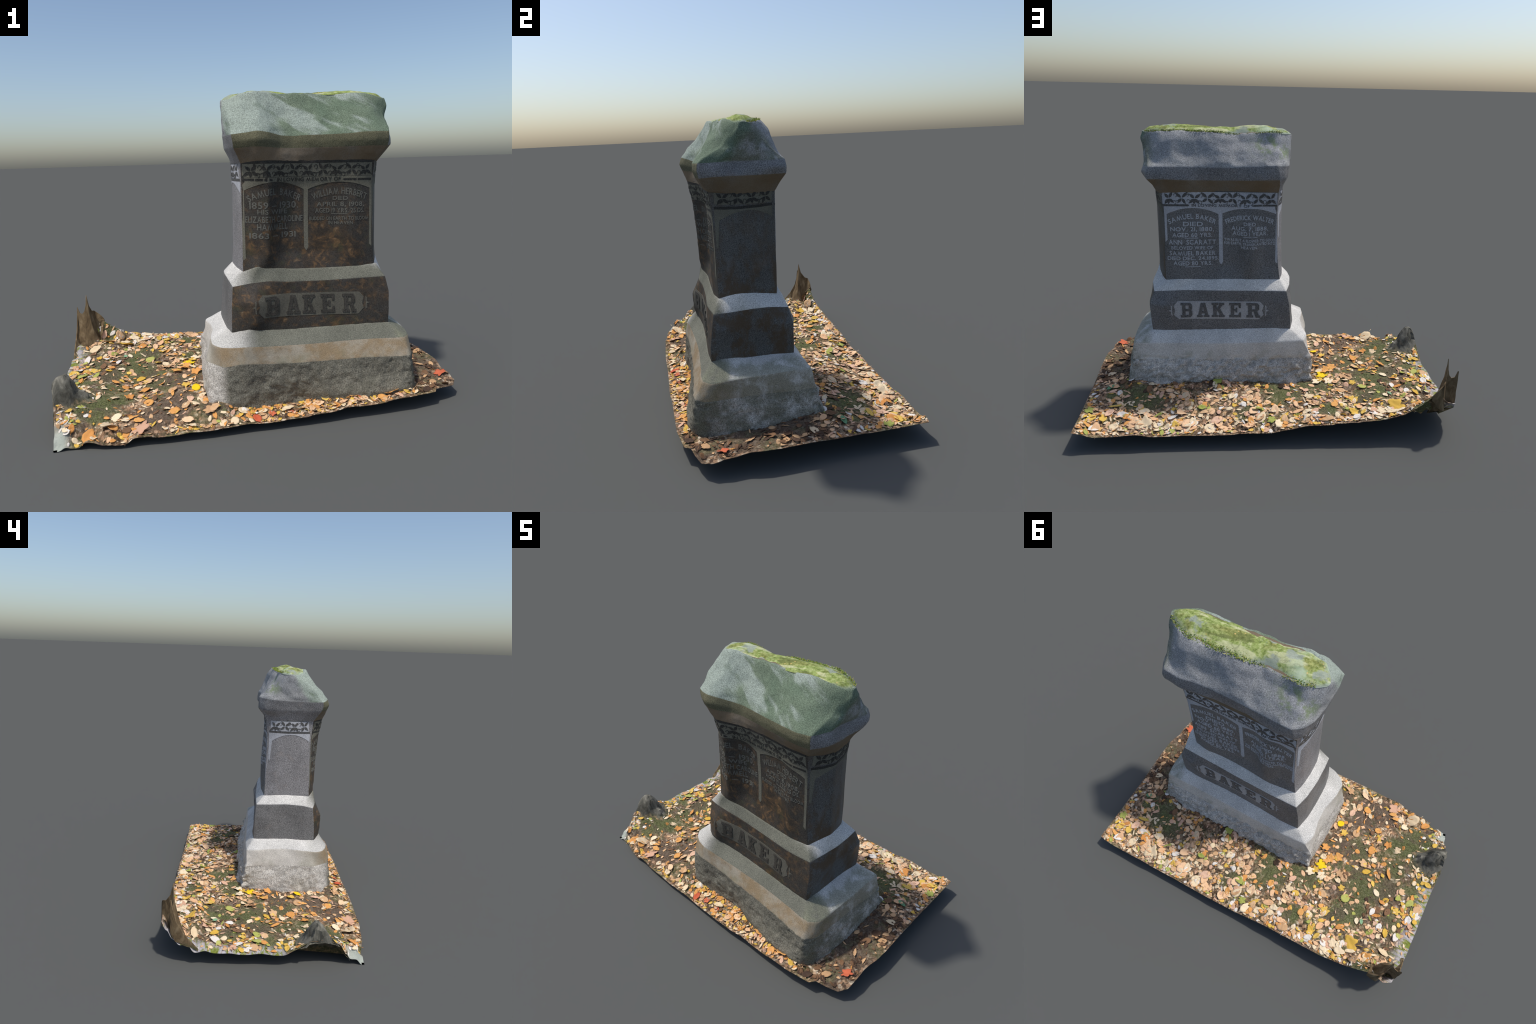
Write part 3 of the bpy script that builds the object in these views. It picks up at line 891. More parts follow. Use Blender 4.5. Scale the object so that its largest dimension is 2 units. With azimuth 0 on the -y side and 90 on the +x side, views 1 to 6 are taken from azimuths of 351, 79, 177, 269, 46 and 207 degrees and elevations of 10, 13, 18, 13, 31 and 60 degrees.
# --- front of the die (its courses drop a little to the right)
T = -0.025
frieze("F", -0.053, 0.577, 1.123, 1.184, 9, DARK_INLAY, DARKER_RELIEF, T * 0.6)
spandrel("F", -0.060, 0.582, 0.2525, 0.021, (1.062, 1.101), (1.062, 1.094), 1.1215, 0.73, 0.775, DARK_INLAY, T * 0.6)
plate([(-0.052, 1.111), (0.075, 1.107), (0.085, 1.112), (0.075, 1.118), (-0.052, 1.123)], "frieze_fillet", "F", 0.0016, DARKER_RELIEF)
plate([(0.576, 1.094), (0.44, 1.098), (0.43, 1.103), (0.44, 1.108), (0.576, 1.105)], "frieze_fillet", "F", 0.0016, DARKER_RELIEF)
text_line("IN LOVING MEMORY OF", "F", 0.107, 0.422, 1.100, 1.118, DARKER_RELIEF, tilt=T * 0.7, proud=0.0026)
for body, u0, u1, w0, w1, ar in (
        ("SAMUEL  BAKER", -0.040, 0.234, 1.008, 1.040, 0.034),
        ("1859 \u2013 1930.", -0.025, 0.215, 0.978, 1.010, 0), ("HIS WIFE", 0.009, 0.159, 0.953, 0.976, 0),
        ("ELIZABETH CAROLINE", -0.046, 0.236, 0.913, 0.943, 0), ("HAMMELL", 0.007, 0.161, 0.878, 0.908, 0),
        ("1863 \u2013 1931", -0.029, 0.201, 0.838, 0.866, 0),
        ("WILLIAM HERBERT", 0.275, 0.562, 1.004, 1.036, 0.029),
        ("DIED", 0.385, 0.457, 1.004, 1.023, 0), ("APRIL 8, 1908,", 0.306, 0.540, 0.970, 0.996, 0),
        ("AGED 19 YRS. 25 DS.", 0.299, 0.541, 0.943, 0.966, 0), ("BUDDED ON EARTH TO BLOOM", 0.270, 0.564, 0.907, 0.925, 0),
        ("IN HEAVEN", 0.364, 0.480, 0.886, 0.903, 0)):
    text_line(body, "F", u0, u1, w0, w1, CUT_DARK, arch=ar, tilt=T)
plate([(0.377, 0.938), (0.455, 0.935), (0.455, 0.938), (0.377, 0.941)], "carved_rule", "F", 0.0008, CUT_DARK)

# --- narrow sides of the die: frieze and one arched panel each
frieze("L", -0.040, -0.290, 1.122, 1.188, 4, PALE_INLAY, DARK_RELIEF)
frieze("R", -0.300, -0.030, 1.128, 1.190, 4, DARK_INLAY, DARKER_RELIEF, -0.02)
for side, a, b, pale, dark in (("L", -0.033, -0.300, PALE_INLAY, DARK_RELIEF), ("R", -0.302, -0.028, DARK_INLAY, DARKER_RELIEF)):
    s = 1 if b > a else -1
    plate([(a, 1.108), (b, 1.108), (b, 1.120), (a, 1.120)], "frieze_fillet", side, 0.0014, dark)
    poly = [(a, 1.1075), (a, 0.93), (a + 0.008 * s, 0.92)] + arch_pts(a + 0.02 * s, b - 0.002 * s, 1.055, 1.100) + [(b, 1.045), (b, 1.1075)]
    plate(poly, "panel_surround", side, 0.0013, pale)

# --- family name on the base block: slab letters on a pecked panel
LETTERS = {
    "B": ([(0, 0), (.82, 0), (1, .14), (1, .42), (.92, .5), (1, .58), (1, .86), (.82, 1), (0, 1), (0, .84), (.14, .84), (.14, .16), (0, .16)],
          [(.42, .17), (.42, .42), (.70, .42), (.70, .17)], [(.42, .58), (.42, .83), (.70, .83), (.70, .58)]),
    "A": ([(0, 0), (.46, 0), (.46, .14), (.36, .14), (.39, .27), (.61, .27), (.64, .14), (.54, .14), (.54, 0), (1, 0), (1, .14), (.9, .14), (.68, 1), (.32, 1), (.1, .14), (0, .14)],
          [(.43, .42), (.5, .75), (.57, .42)]),
    "K": ([(0, 0), (.5, 0), (.5, .15), (.38, .15), (.38, .36), (.46, .45), (.62, .15), (.54, .15), (.54, 0), (1, 0), (1, .15), (.92, .15), (.64, .6), (.85, .85), (.98, .85), (.98, 1), (.55, 1), (.55, .85), (.6, .85), (.38, .58), (.38, .85), (.5, .85), (.5, 1), (0, 1), (0, .85), (.12, .85), (.12, .15), (0, .15)],),
    "E": ([(0, 0), (1, 0), (1, .34), (.85, .34), (.78, .16), (.42, .16), (.42, .43), (.52, .43), (.56, .34), (.68, .34), (.68, .66), (.56, .66), (.52, .57), (.42, .57), (.42, .84), (.76, .84), (.83, .66), (.98, .66), (.98, 1), (0, 1), (0, .84), (.13, .84), (.13, .16), (0, .16)],),
    "R": ([(0, 0), (.5, 0), (.5, .15), (.40, .15), (.40, .42), (.52, .42), (.66, 0), (1, 0), (1, .15), (.90, .15), (.78, .46), (.92, .56), (.92, .86), (.78, 1), (0, 1), (0, .85), (.12, .85), (.12, .15), (0, .15)],
          [(.40, .57), (.40, .84), (.64, .84), (.64, .57)]),
}


def name_panel(side, u_l, u_r, w0, w1, spans, pale, dark, tilt=0.0):
    s = 1 if u_r > u_l else -1
    um = (u_l + u_r) / 2
    sh = lambda pts: [(a, b + tilt * (a - um)) for a, b in pts]
    c = 0.028 * s
    wm = (w0 + w1) / 2
    poly = [(u_l + c, w0), (u_r - c, w0), (u_r, w0 + 0.03), (u_r - c * .3, wm), (u_r, w1 - 0.025), (u_r - c * .8, w1),
            (u_l + c * .8, w1), (u_l, w1 - 0.025), (u_l + c * .3, wm), (u_l, w0 + 0.03)]
    plate(sh(poly), "name_panel", side, 0.0016, pale, "base", base)
    for u, d in ((u_l, -s), (u_r, s)):        # little bracket and star at each end
        x = u + 0.012 * d
        p = [(x - .004 * d, wm - .034), (x + .004 * d, wm - .026), (x + .003 * d, wm - .006), (x + .016 * d, wm), (x + .003 * d, wm + .006), (x + .004 * d, wm + .026), (x - .004 * d, wm + .034), (x - .001 * d, wm)]
        plate(sh(p), "end_ornament", side, 0.0016, pale, "base", base)
    for ch, (a, b) in zip("BAKER", spans):
        polys = [[(a + (b - a) * x, w0 + 0.011 + (w1 - w0 - 0.02) * y) for x, y in q] for q in LETTERS[ch]]
        bm = flat_from_polys([sh(q) for q in polys])
        cut_grid(bm, 0.02, 0.03)
        raise_on(bm, "name_letter", "base", side, 0.0045, dark, base)


name_panel("B", 0.531, 0.021, 0.457, 0.566, ((.493, .428), (.402, .331), (.318, .244), (.218, .150), (.120, .040)), mat_rough("pecked_panel", 0.38, (1, .98, .97), contrast=0.5), mat_polished("name_letter_granite", 0.11, (1, 0.98, 0.96)))
name_panel("F", -0.008, 0.522, 0.457, 0.567, ((.026, .097), (.134, .202), (.214, .278), (.306, .375), (.415, .482)), mat_rough("pecked_panel_dark", 0.105, (1.03, 0.97, 0.78), contrast=0.5), mat_polished("name_letter_dark", 0.05, (1, 0.92, 0.78)), -0.04)


# ------------------------------------------------------------------ ground
floor_z = np.array([  # surveyed spots on the forest floor
    (-.942, -.564, .004), (-.949, -.50, .04), (-.956, -.435, .09), (-.90, -.42, .10), (-.88, -.50, .085), (-.85, -.561, .012), (-.796, -.578, .042), (-.717, -.592, .026),
    (-.664, -.598, .024), (-.573, -.586, .052), (-.47, -.603, .043), (-.276, -.603, .047), (-.186, -.578, .05), (-.152, -.541, .056), (.008, -.59, .047), (.008, -.53, .055), (.136, -.588, .053),
    (.243, -.586, .061), (.43, -.52, .076), (.466, -.568, .068), (.694, -.559, .083), (.845, -.526, .081), (.961, -.46, .073), (.99, -.42, .082), (.956, -.369, .097),
    (.864, -.438, .081), (.89, -.239, .096), (1.0, -.2, .110), (.993, -.016, .109), (.982, .178, .104), (.87, .209, .113), (.975, .378, .102), (.968, .59, .105),
    (.812, .366, .094), (.77, .146, .13), (.83, .59, .084), (.56, .58, .078), (.631, .53, .095), (.286, .574, .079), (.288, .229, .110), (.28, .161, .13), (.007, .567, .083), (-.033, .495, .105),
    (-.477, .31, .099),  (-.687, .412, .116), (-.691, .262, .098), (-.723, .177, .102),
    (-.502, .135, .093), (-.326, .059, .102), (-.601, -.133, .073), (-.718, -.087, .091), (-.64, -.266, .084), (-.312, -.245, .091), (-.621, -.469, .072), (-.714, -.537, .07), (-.2, -.47, .10),
    (-.3, -.42, .09), (-.45, -.42, .07), (-.94, .05, .092), (-.999, .08, .080), (-.999, .22, .085), (-.94, .2, .092), (-.998, .35, .082), (-.93, .34, .108), (-.975, .38, .15), (-.96, .41, .155), (-.94, -.12, .092), (-.995, -.1, .078),
    (-.988, -.2, .10), (-.90, -.2, .11), (-.85, -.3, .10), (-.86, .05, .094), (-.93, -.3, .14), (-.985, -.31, .142), (-.98, -.27, .136), (-.985, -.235, .12), (-.975, -.35, .138), (-.968, -.385, .12), (-.84, .53, .262), (-.807, .535, .235), (-.78, .54, .21), (-.755, .54, .192), (-.72, .545, .175), (-.69, .545, .162), (-.645, .55, .152), (-.60, .555, .144), (-.56, .558, .138), (-.50, .56, .134), (-.43, .56, .129), (-.37, .56, .126), (-.30, .56, .116), (-.80, .47, .128), (-.86, .48, .142), (-.89, .525, .25), (-.70, .49, .125), (-.6, .5, .118), (-.45, .51, .108), (-.93, .53, .22), (-.90, .47, .15), (-.94, .42, .125), (-.78, -.36, .088), (-.88, .3, .10), (-.99, .43, .115), (-.985, .46, .15), (-.968, .505, .20)])


def ground_height(x, y):
    d2 = (floor_z[:, 0] - x) ** 2 + (floor_z[:, 1] - y) ** 2
    w = 1.0 / (d2 + 0.0005) ** 2
    return float((w * floor_z[:, 2]).sum() / w.sum())


EDGE_F = [(-.944, -.566), (-.85, -.563), (-.76, -.588), (-.664, -.600), (-.47, -.604), (-.276, -.604), (-.07, -.593), (.136, -.589), (.243, -.587), (.354, -.576), (.58, -.566), (.694, -.560), (.83, -.532), (.85, -.502), (.90, -.49), (.962, -.464)]
EDGE_R = [(.962, -.464), (.99, -.425), (.992, -.36), (.986, -.29), (1.0, -.2), (.999, -.11), (.993, -.016), (.982, .178), (.976, .378), (.972, .5), (.970, .592)]
EDGE_B = [(-.97, .505), (-.93, .532), (-.849, .530), (-.705, .546), (-.56, .559), (-.418, .562), (-.276, .564), (-.134, .57), (.007, .578), (.147, .584), (.424, .588), (.696, .596), (.83, .599), (.93, .602), (.970, .592)]
EDGE_L = [(-.944, -.566), (-.949, -.50), (-.957, -.43), (-.968, -.37), (-.98, -.30), (-.987, -.24), (-.993, -.17), (-.994, -.05), (-.996, .05), (-.999, .15), (-.999, .35), (-.992, .42), (-.97, .505)]


def along(poly, n):
    p = np.array(poly)
    d = np.r_[0, np.cumsum(np.linalg.norm(np.diff(p, axis=0), axis=1))]
    t = np.linspace(0, d[-1], n)
    return np.stack([np.interp(t, d, p[:, 0]), np.interp(t, d, p[:, 1])], 1)


NU, NV = 240, 150
ef, eb, el, er = along(EDGE_F, NU), along(EDGE_B, NU), along(EDGE_L, NV), along(EDGE_R, NV)
su, sv = np.linspace(0, 1, NU)[None, :, None], np.linspace(0, 1, NV)[:, None, None]
XY = (1 - sv) * ef[None] + sv * eb[None] + (1 - su) * el[:, None] + su * er[:, None] \
    - ((1 - su) * (1 - sv) * ef[0] + su * (1 - sv) * ef[-1] + (1 - su) * sv * eb[0] + su * sv * eb[-1])
xs, ys = XY[..., 0].ravel(), XY[..., 1].ravel()
d2 = (xs[:, None] - floor_z[None, :, 0]) ** 2 + (ys[:, None] - floor_z[None, :, 1]) ** 2
w = 1 / (d2 + 0.0005) ** 2
Z = ((w * floor_z[None, :, 2]).sum(1) / w.sum(1)).reshape(NV, NU)
arch_y, arch_z = (-.46, -.42, -.33, -.26, -.20, -.15), (.07, .135, .163, .158, .122, .094)
rim_w = np.clip(1 - (XY[..., 0] - el[:, 0][:, None]) / .06, 0, 1) * ((XY[..., 1] > -.46) & (XY[..., 1] < -.15))
Z = Z * (1 - rim_w) + np.interp(XY[..., 1], arch_y, arch_z) * rim_w


def inside_plinth(x, y, m=0.0):
    return -0.265 - m < x < 0.785 + m and -0.44 - m < y < 0.155 + m and (x + 0.265) + (y + 0.44) > 0.10 - m


# colour zones of the floor: (x, y, radius) of moss, and of soil, which right of x .8 paints baked shadow
MOSS_SPOTS = [(-.78, -.36, .13), (-.70, -.27, .10), (-.60, .05, .12), (-.72, .02, .08), (-.56, .28, .11), (-.62, .20, .08), (-.10, .28, .11), (-.02, .22, .08), (-.30, .20, .08), (.72, .28, .10), (.82, .24, .08), (.62, .33, .07), (-.16, -.54, .035), (.10, .42, .08), (-.3, .42, .07), (-.92, -.05, .09), (-.80, .50, .06), (-.22, .20, .06), (-.66, .12, .08), (-.48, .02, .06), (-.84, .18, .07), (-.74, -.16, .08), (-.86, -.28, .08)]
SOIL_SPOTS = [(-.43, -.37, .13), (-.35, -.12, .10), (-.50, -.45, .10), (.86, -.20, .16), (.84, -.02, .10), (.90, -.40, .08), (-.24, -.47, .08), (-.48, -.12, .10)]


def zone(n, spots, soft=0.5):
    tot = 0.0
    wob = n.math("MULTIPLY", n.math("SUBTRACT", n.noise(16, 4, 0.65), 0.5), 0.24)
    for x, y, r in spots:
        dx, dy = n.math("SUBTRACT", n.x, x), n.math("SUBTRACT", n.y, y)
        d = n.math("ADD", n.math("SQRT", n.math("ADD", n.mul(dx, dx), n.mul(dy, dy))), wob)
        m = n.step(d, r * 1.3, r * soft)
        tot = m if isinstance(tot, float) else n.math("MAXIMUM", tot, m)
    return tot


def mat_floor():
    n = Nodes("leaf_mould_floor", 0.95, 0.05)
    cell = n.voronoi(62, n.stretch((1, 1, 0.2)))
    cell2 = n.voronoi(95, n.stretch((1, 0.55, 0.2), rot=(0, 0, 0.7), loc=(.3, .7, 0)))
    sep = n.nt.nodes.new("ShaderNodeSeparateColor")
    n.nt.links.new(cell.outputs["Color"], sep.inputs[0])
    sep2 = n.nt.nodes.new("ShaderNodeSeparateColor")
    n.nt.links.new(cell2.outputs["Color"], sep2.inputs[0])
    litter = n.ramp(sep.outputs[0], [(0.0, (.06, .045, .032)), (.15, (.17, .11, .065)), (.32, (.36, .21, .12)), (.52, (.50, .31, .19)), (.72, (.60, .43, .28)), (.9, (.70, .58, .43))])
    bits = n.ramp(sep2.outputs[1], [(0.0, (.045, .03, .02)), (.35, (.16, .10, .06)), (.7, (.34, .21, .12)), (1.0, (.46, .36, .24))])
    litter = n.mix(n.step(n.noise(40, 3), .42, .58), litter, bits)
    gap = n.step(cell.outputs["Distance"], .75, .45, .45, 1.0)
    litter = n.mix(1.0, litter, n.ramp(gap, [(0.4, grey(.45)), (1, grey(1))]), "MULTIPLY")
    f = n.noise(130, 5, .75)
    soil = n.ramp(f, [(.3, (.05, .038, .028)), (.5, (.115, .085, .062)), (.7, (.21, .16, .12))])
    moss = n.ramp(f, [(.3, (.035, .042, .016)), (.46, (.09, .10, .042)), (.60, (.17, .18, .085)), (.75, (.28, .27, .17))])
    col = n.mix(n.mul(zone(n, SOIL_SPOTS), .88), litter, soil)
    col = n.mix(n.mul(zone(n, MOSS_SPOTS), .92), col, moss)
    open_l = n.mul(n.step(n.x, -.26, -.40, .6, 1.0), n.step(n.noise(10, 4, .6), .42, .56))
    col = n.mix(n.mul(open_l, .7), col, n.mix(n.step(n.noise(7, 3, .6, n.stretch(loc=(6, 2, 0))), .46, .56), soil, moss))
    corner = n.mul(n.step(n.x, -.86, -.91), n.step(n.y, -.44, -.49))
    col = n.mix(corner, col, n.mix(n.noise(9, 3, .5, n.stretch((2, .6, 1))), (.28, .33, .28), (.52, .52, .46)))
    rim = n.mul(n.step(n.x, -.90, -.97), n.step(n.y, -.16, -.1))
    streak = n.noise(13, 4, .6, n.stretch((.7, 2.2, 1), rot=(0, 0, .5)), 1.0)
    col = n.mix(n.mul(rim, .8), col, n.ramp(streak, [(.3, (.06, .05, .03)), (.42, (.22, .27, .04)), (.5, (.42, .40, .42)), (.6, (.58, .57, .60)), (.7, (.3, .2, .1))]))
    n.bump(n.math("ADD", f, cell.outputs["Distance"]), .6, .008)
    return n.done(col)


FLOOR = mat_floor()
ground = empty("forest_floor", "patch of woodland ground strewn with fallen autumn leaves and moss", "leafy ground")
bm = bmesh.new()
top, bot = [], []
for j in range(NV):
    ta, ba = [], []
    for i in range(NU):
        x, y = XY[j, i]
        z = Z[j, i]
        edge = min(i, NU - 1 - i, j, NV - 1 - j)
        p = Vector((x, y, 0))
        fade = min(1, edge / 4)
        z += fade * (0.006 * noise.fractal(p * 9, .8, 2, 4) + 0.0035 * noise.fractal(p * 60, .8, 2, 3))
        z = max(z - 0.007, 0.0)
        ta.append(bm.verts.new((x, y, z)))
        ba.append(bm.verts.new((x, y, max(0.0, z - 0.002 - 0.006 * min(1, edge / 6)))))
    top.append(ta)
    bot.append(ba)
for j in range(NV - 1):
    for i in range(NU - 1):
        bm.faces.new((top[j][i], top[j][i + 1], top[j + 1][i + 1], top[j + 1][i]))
        bm.faces.new((bot[j][i], bot[j + 1][i], bot[j + 1][i + 1], bot[j][i + 1]))
loop_t = top[0] + [r[-1] for r in top[1:]] + top[-1][-2::-1] + [r[0] for r in top[-2:0:-1]]
loop_b = bot[0] + [r[-1] for r in bot[1:]] + bot[-1][-2::-1] + [r[0] for r in bot[-2:0:-1]]
for k in range(len(loop_t)):
    m = (k + 1) % len(loop_t)
    bm.faces.new((loop_t[k], loop_b[k], loop_b[m], loop_t[m]))
for f in bm.faces:
    f.smooth = True
soil = bm_object("soil", bm, [FLOOR], ground, 60)
TREES["soil"] = tree_of(soil)


def ground_at(x, y):
    hit, nrm, _, _ = TREES["soil"].ray_cast(Vector((x, y, 1)), Vector((0, 0, -1)))
    return hit, nrm


# ------------------------------------------------------------------ leaves
def leaf_mesh(name, kind, seed, rings_n=3, pts=22):
    r = random.Random(seed)
    curl, fold, twist = r.uniform(-.5, 1.0), r.uniform(.05, .45), r.uniform(-.4, .4)

    def outline(t):
        a = t * 2 * math.pi
        if kind == "maple":
            rad = .30 + .20 * abs(math.cos(2.5 * a)) ** 1.3 + .05 * math.cos(15 * a)
            return rad * math.cos(a), rad * math.sin(a)
        wd = {"beech": .30, "round": .42, "willow": .15}[kind]
        x = -.5 * math.cos(a)
        y = wd * math.sin(a) * (1 - .35 * x) * (1 if kind == "round" else abs(math.sin(a)) ** .35)
        return x, y + .02 * math.sin(9 * a)

    def lift(x, y):
        return curl * .26 * x * x + fold * abs(y) * .55 + twist * x * y + .02 * math.sin(14 * x + 9 * y)

    bm = bmesh.new()
    c = bm.verts.new((0, 0, lift(0, 0)))
    prev = None
    for k in range(1, rings_n + 1):
        s = k / rings_n
        row = []
        for i in range(pts):
            x, y = outline(i / pts)
            row.append(bm.verts.new((x * s, y * s, lift(x * s, y * s))))
        for i in range(pts):
            j = (i + 1) % pts
            if prev is None:
                bm.faces.new((c, row[i], row[j]))
            else:
                bm.faces.new((prev[i], row[i], row[j], prev[j]))
        prev = row
    # short stalk
    x0 = outline(0)[0] if kind != "maple" else .3
    a, b = bm.verts.new((-.5 if kind != "maple" else -.26, .012, .0)), bm.verts.new((-.5 if kind != "maple" else -.26, -.012, .0))
    d, e = bm.verts.new((-.72, .012, .03)), bm.verts.new((-.72, -.012, .03))
    bm.faces.new((a, b, e, d))
    for f in bm.faces:
        f.smooth = True
    # a leaf's own thickness
    bm.normal_update()
    bmesh.ops.solidify(bm, geom=bm.faces[:], thickness=.012)
    bm.normal_update()
    me = bpy.data.meshes.new(name)
    bm.to_mesh(me)
    bm.free()
    return me


PALETTE = {
    "cream": ((.66, .50, .31), (.86, .72, .50)), "tan": ((.48, .28, .14), (.70, .46, .26)), "pink": ((.54, .31, .20), (.76, .50, .35)), "peach": ((.66, .38, .20), (.84, .58, .36)),
    "orange": ((.56, .23, .06), (.76, .40, .13)), "yellow": ((.60, .36, .05), (.78, .54, .14)), "gold": ((.75, .48, .01), (.85, .60, .02)),
    "brown": ((.12, .065, .035), (.27, .15, .08)), "dark": ((.05, .032, .022), (.12, .07, .045)), "lime": ((.30, .34, .07), (.48, .46, .14)),
    "white": ((.62, .56, .50), (.85, .80, .72)), "red": ((.50, .09, .04), (.62, .18, .09)), "green": ((.14, .28, .14), (.25, .40, .24))}  # "white" bakes overexposed sunlight into the leaf colour
LEAF_MATS = {k: mat_leaf("leaf_" + k, *v) for k, v in PALETTE.items()}
KEYS = list(PALETTE)
SHAPES = [leaf_mesh("leaf", k, i) for i, k in enumerate(["beech", "beech", "beech", "beech", "round", "round", "willow", "willow", "maple", "maple"])]
for me in SHAPES:
    me.materials.append(LEAF_MATS["tan"])


def near(spots, x, y):
    return max((1 - math.hypot(x - a, y - b) / r for a, b, r in spots), default=-1)


def leaf_mix(x, y):
    """(chance to keep a leaf here, colour weights) by place."""
    keep, w = .68, dict(cream=4, tan=4, pink=2, orange=2.5, yellow=1.5, brown=1.3, white=.3, lime=.3)
    if y < -.43 and x > -.1:
        keep, w = 1.0, dict(orange=4, tan=2.5, yellow=3, peach=2.5, brown=1.5, cream=1.5, dark=.7, red=.4, pink=.6)
        if x < .12:
            w.update(pink=4, white=2)
        if x > .74:
            keep, w = .8, dict(brown=3, dark=3, tan=1.5, cream=.6)
    elif x > .77 and y < .12:
        keep, w = .75, dict(brown=4, dark=4, tan=1.5, cream=.4)  # dark leaf colours draw the shadow lying on the right-hand ground
    elif y > .42:
        keep, w = 1.0, dict(cream=5, tan=2, peach=5, pink=2, yellow=1.5, white=1.5, orange=1.5, lime=1)
        if x < .05:
            w.update(white=5, yellow=2, orange=2)
    elif y > .12:
        keep, w = .74, dict(pink=3, tan=3, cream=4.5, peach=4, brown=1.2, orange=2, yellow=1, lime=.9, white=.6)
        if y < .24:
            w.update(brown=4, dark=2, cream=1)
    elif x < -.82:
        keep, w = .85, dict(white=2, cream=3, yellow=2, lime=1.5, tan=2, orange=1)
    elif x < -.28:
        keep, w = .42, dict(orange=4, tan=3, cream=4, peach=4, yellow=1.5, brown=1.5, pink=1)
    if noise.noise(Vector((x * 6, y * 6, 3.7))) > .22:
        w.update(yellow=w.get('yellow', 1) * 3, orange=w.get('orange', 1) * 2)
    keep *= min(1.0, .78 + 1.1 * max(-.4, noise.noise(Vector((x * 7, y * 7, 9.1)))))
    if near(MOSS_SPOTS, x, y) > .1:
        keep *= .45
    if near(SOIL_SPOTS, x, y) > .1:
        keep *= .55
    return keep, w


def place(x, y, size, yaw, tilt, height=.003):
    hit, nrm = ground_at(x, y)
    if hit is None:
        return None
    if x < -.90 and (y > .42 or y < -.49):
        return None
    r = size * .55
    for _ in range(4):                         # shift leaves near the rim inwards
        for dx, dy in ((r, 0), (-r, 0), (0, r), (0, -r)):
            if ground_at(x + dx, y + dy)[0] is None:
                x, y = x - dx * .4, y - dy * .4
    hit, nrm = ground_at(x, y)
    if hit is None or x < -1 + r or abs(y) > .602 - r * .8 or x > 1 - r:
        return None
    ax = Vector((math.cos(yaw + 1.3), math.sin(yaw + 1.3), 0))
    q = Vector((0, 0, 1)).rotation_difference(nrm).to_matrix() @ Matrix.Rotation(tilt, 3, ax) @ Matrix.Rotation(yaw, 3, "Z")
    return Matrix.Translation(hit + nrm * height) @ q.to_4x4() @ Matrix.Diagonal((size, size, size, 1))


def named_leaf(mi, M, colour):
    ob = bpy.data.objects.new("leaf", SHAPES[mi])
    SC.objects.link(ob)
    ob.parent = ground
    ob.matrix_world = M
    ob.material_slots[0].link = "OBJECT"
    ob.material_slots[0].material = LEAF_MATS[colour]


# leaves that stand out in their places: x, y, size, shape, colour, heading
KEY_LEAVES = [(-.330, .065, .072, 8, "gold", .4), (-.345, .028, .055, 9, "orange", 2.0), (-.36, -.20, .05, 8, "yellow", .9), (-.31, .115, .05, 9, "yellow", 2.8), (-.312, -.245, .052, 4, "gold", 1.5), (-.502, .135, .045, 9, "yellow", .2), (-.477, .31, .060, 8, "yellow", 1.0), (-.687, .412, .105, 8, "yellow", .3),
              (.28, .165, .060, 9, "lime", 1.2), (.288, .230, .035, 4, "white", .3), (.87, .209, .050, 0, "green", .2), (.812, .366, .075, 6, "yellow", .1), (.631, .52, .100, 8, "cream", 2.0), (.956, -.369, .065, 8, "red", .4),
              (-.64, -.266, .055, 8, "orange", 1.7), (-.718, -.087, .070, 6, "orange", 2.2), (.02, -.535, .040, 8, "red", .9), (-.573, -.575, .090, 9, "pink", 1.0), (-.71, -.535, .11, 1, "cream", .8), (-.80, -.53, .08, 1, "orange", 1.2),
              (-.601, -.133, .040, 4, "cream", .5), (-.723, .177, .050, 1, "white", 1.4), (-.691, .262, .035, 2, "green", 2.0), (-.621, -.469, .080, 7, "orange", .3), (.864, -.438, .055, 1, "tan", .9), (.89, -.239, .055, 6, "tan", 2.1),
              (.77, .146, .035, 4, "white", .3), (-.76, .30, .055, 3, "lime", .9), (-.90, .25, .065, 1, "white", 1.4), (-.93, .12, .06, 2, "white", 1.7), (-.87, .37, .075, 0, "cream", .2), (-.80, .44, .08, 9, "orange", .6), (-.55, .49, .05, 3, "white", 2.6),
              (-.60, .46, .06, 9, "cream", .1), (-.46, .50, .05, 2, "white", .6), (-.90, .02, .06, 1, "lime", 1.0), (.70, -.49, .06, 6, "cream", 2.3), (.62, -.50, .075, 8, "orange", .5), (.10, -.51, .065, 1, "cream", .2), (-.36, .0, .06, 9, "orange", 2.4),
              (-.40, -.03, .065, 8, "orange", .3), (-.45, .06, .05, 9, "tan", 1.3), (-.36, .13, .06, 8, "cream", .8), (-.55, -.08, .06, 9, "tan", .2), (-.30, -.05, .06, 8, "orange", 1.1), (-.29, .14, .06, 8, "cream", .5), (.55, .56, .06, 0, "cream", .4), (-.02, .5, .05, 8, "lime", .4)]
count = 0
for x, y, s, mi, col, yaw in KEY_LEAVES:
    M = place(x, y, s, yaw, rng.uniform(-.15, .15), .007)
    if M:
        named_leaf(mi, M, col)
        count += 1

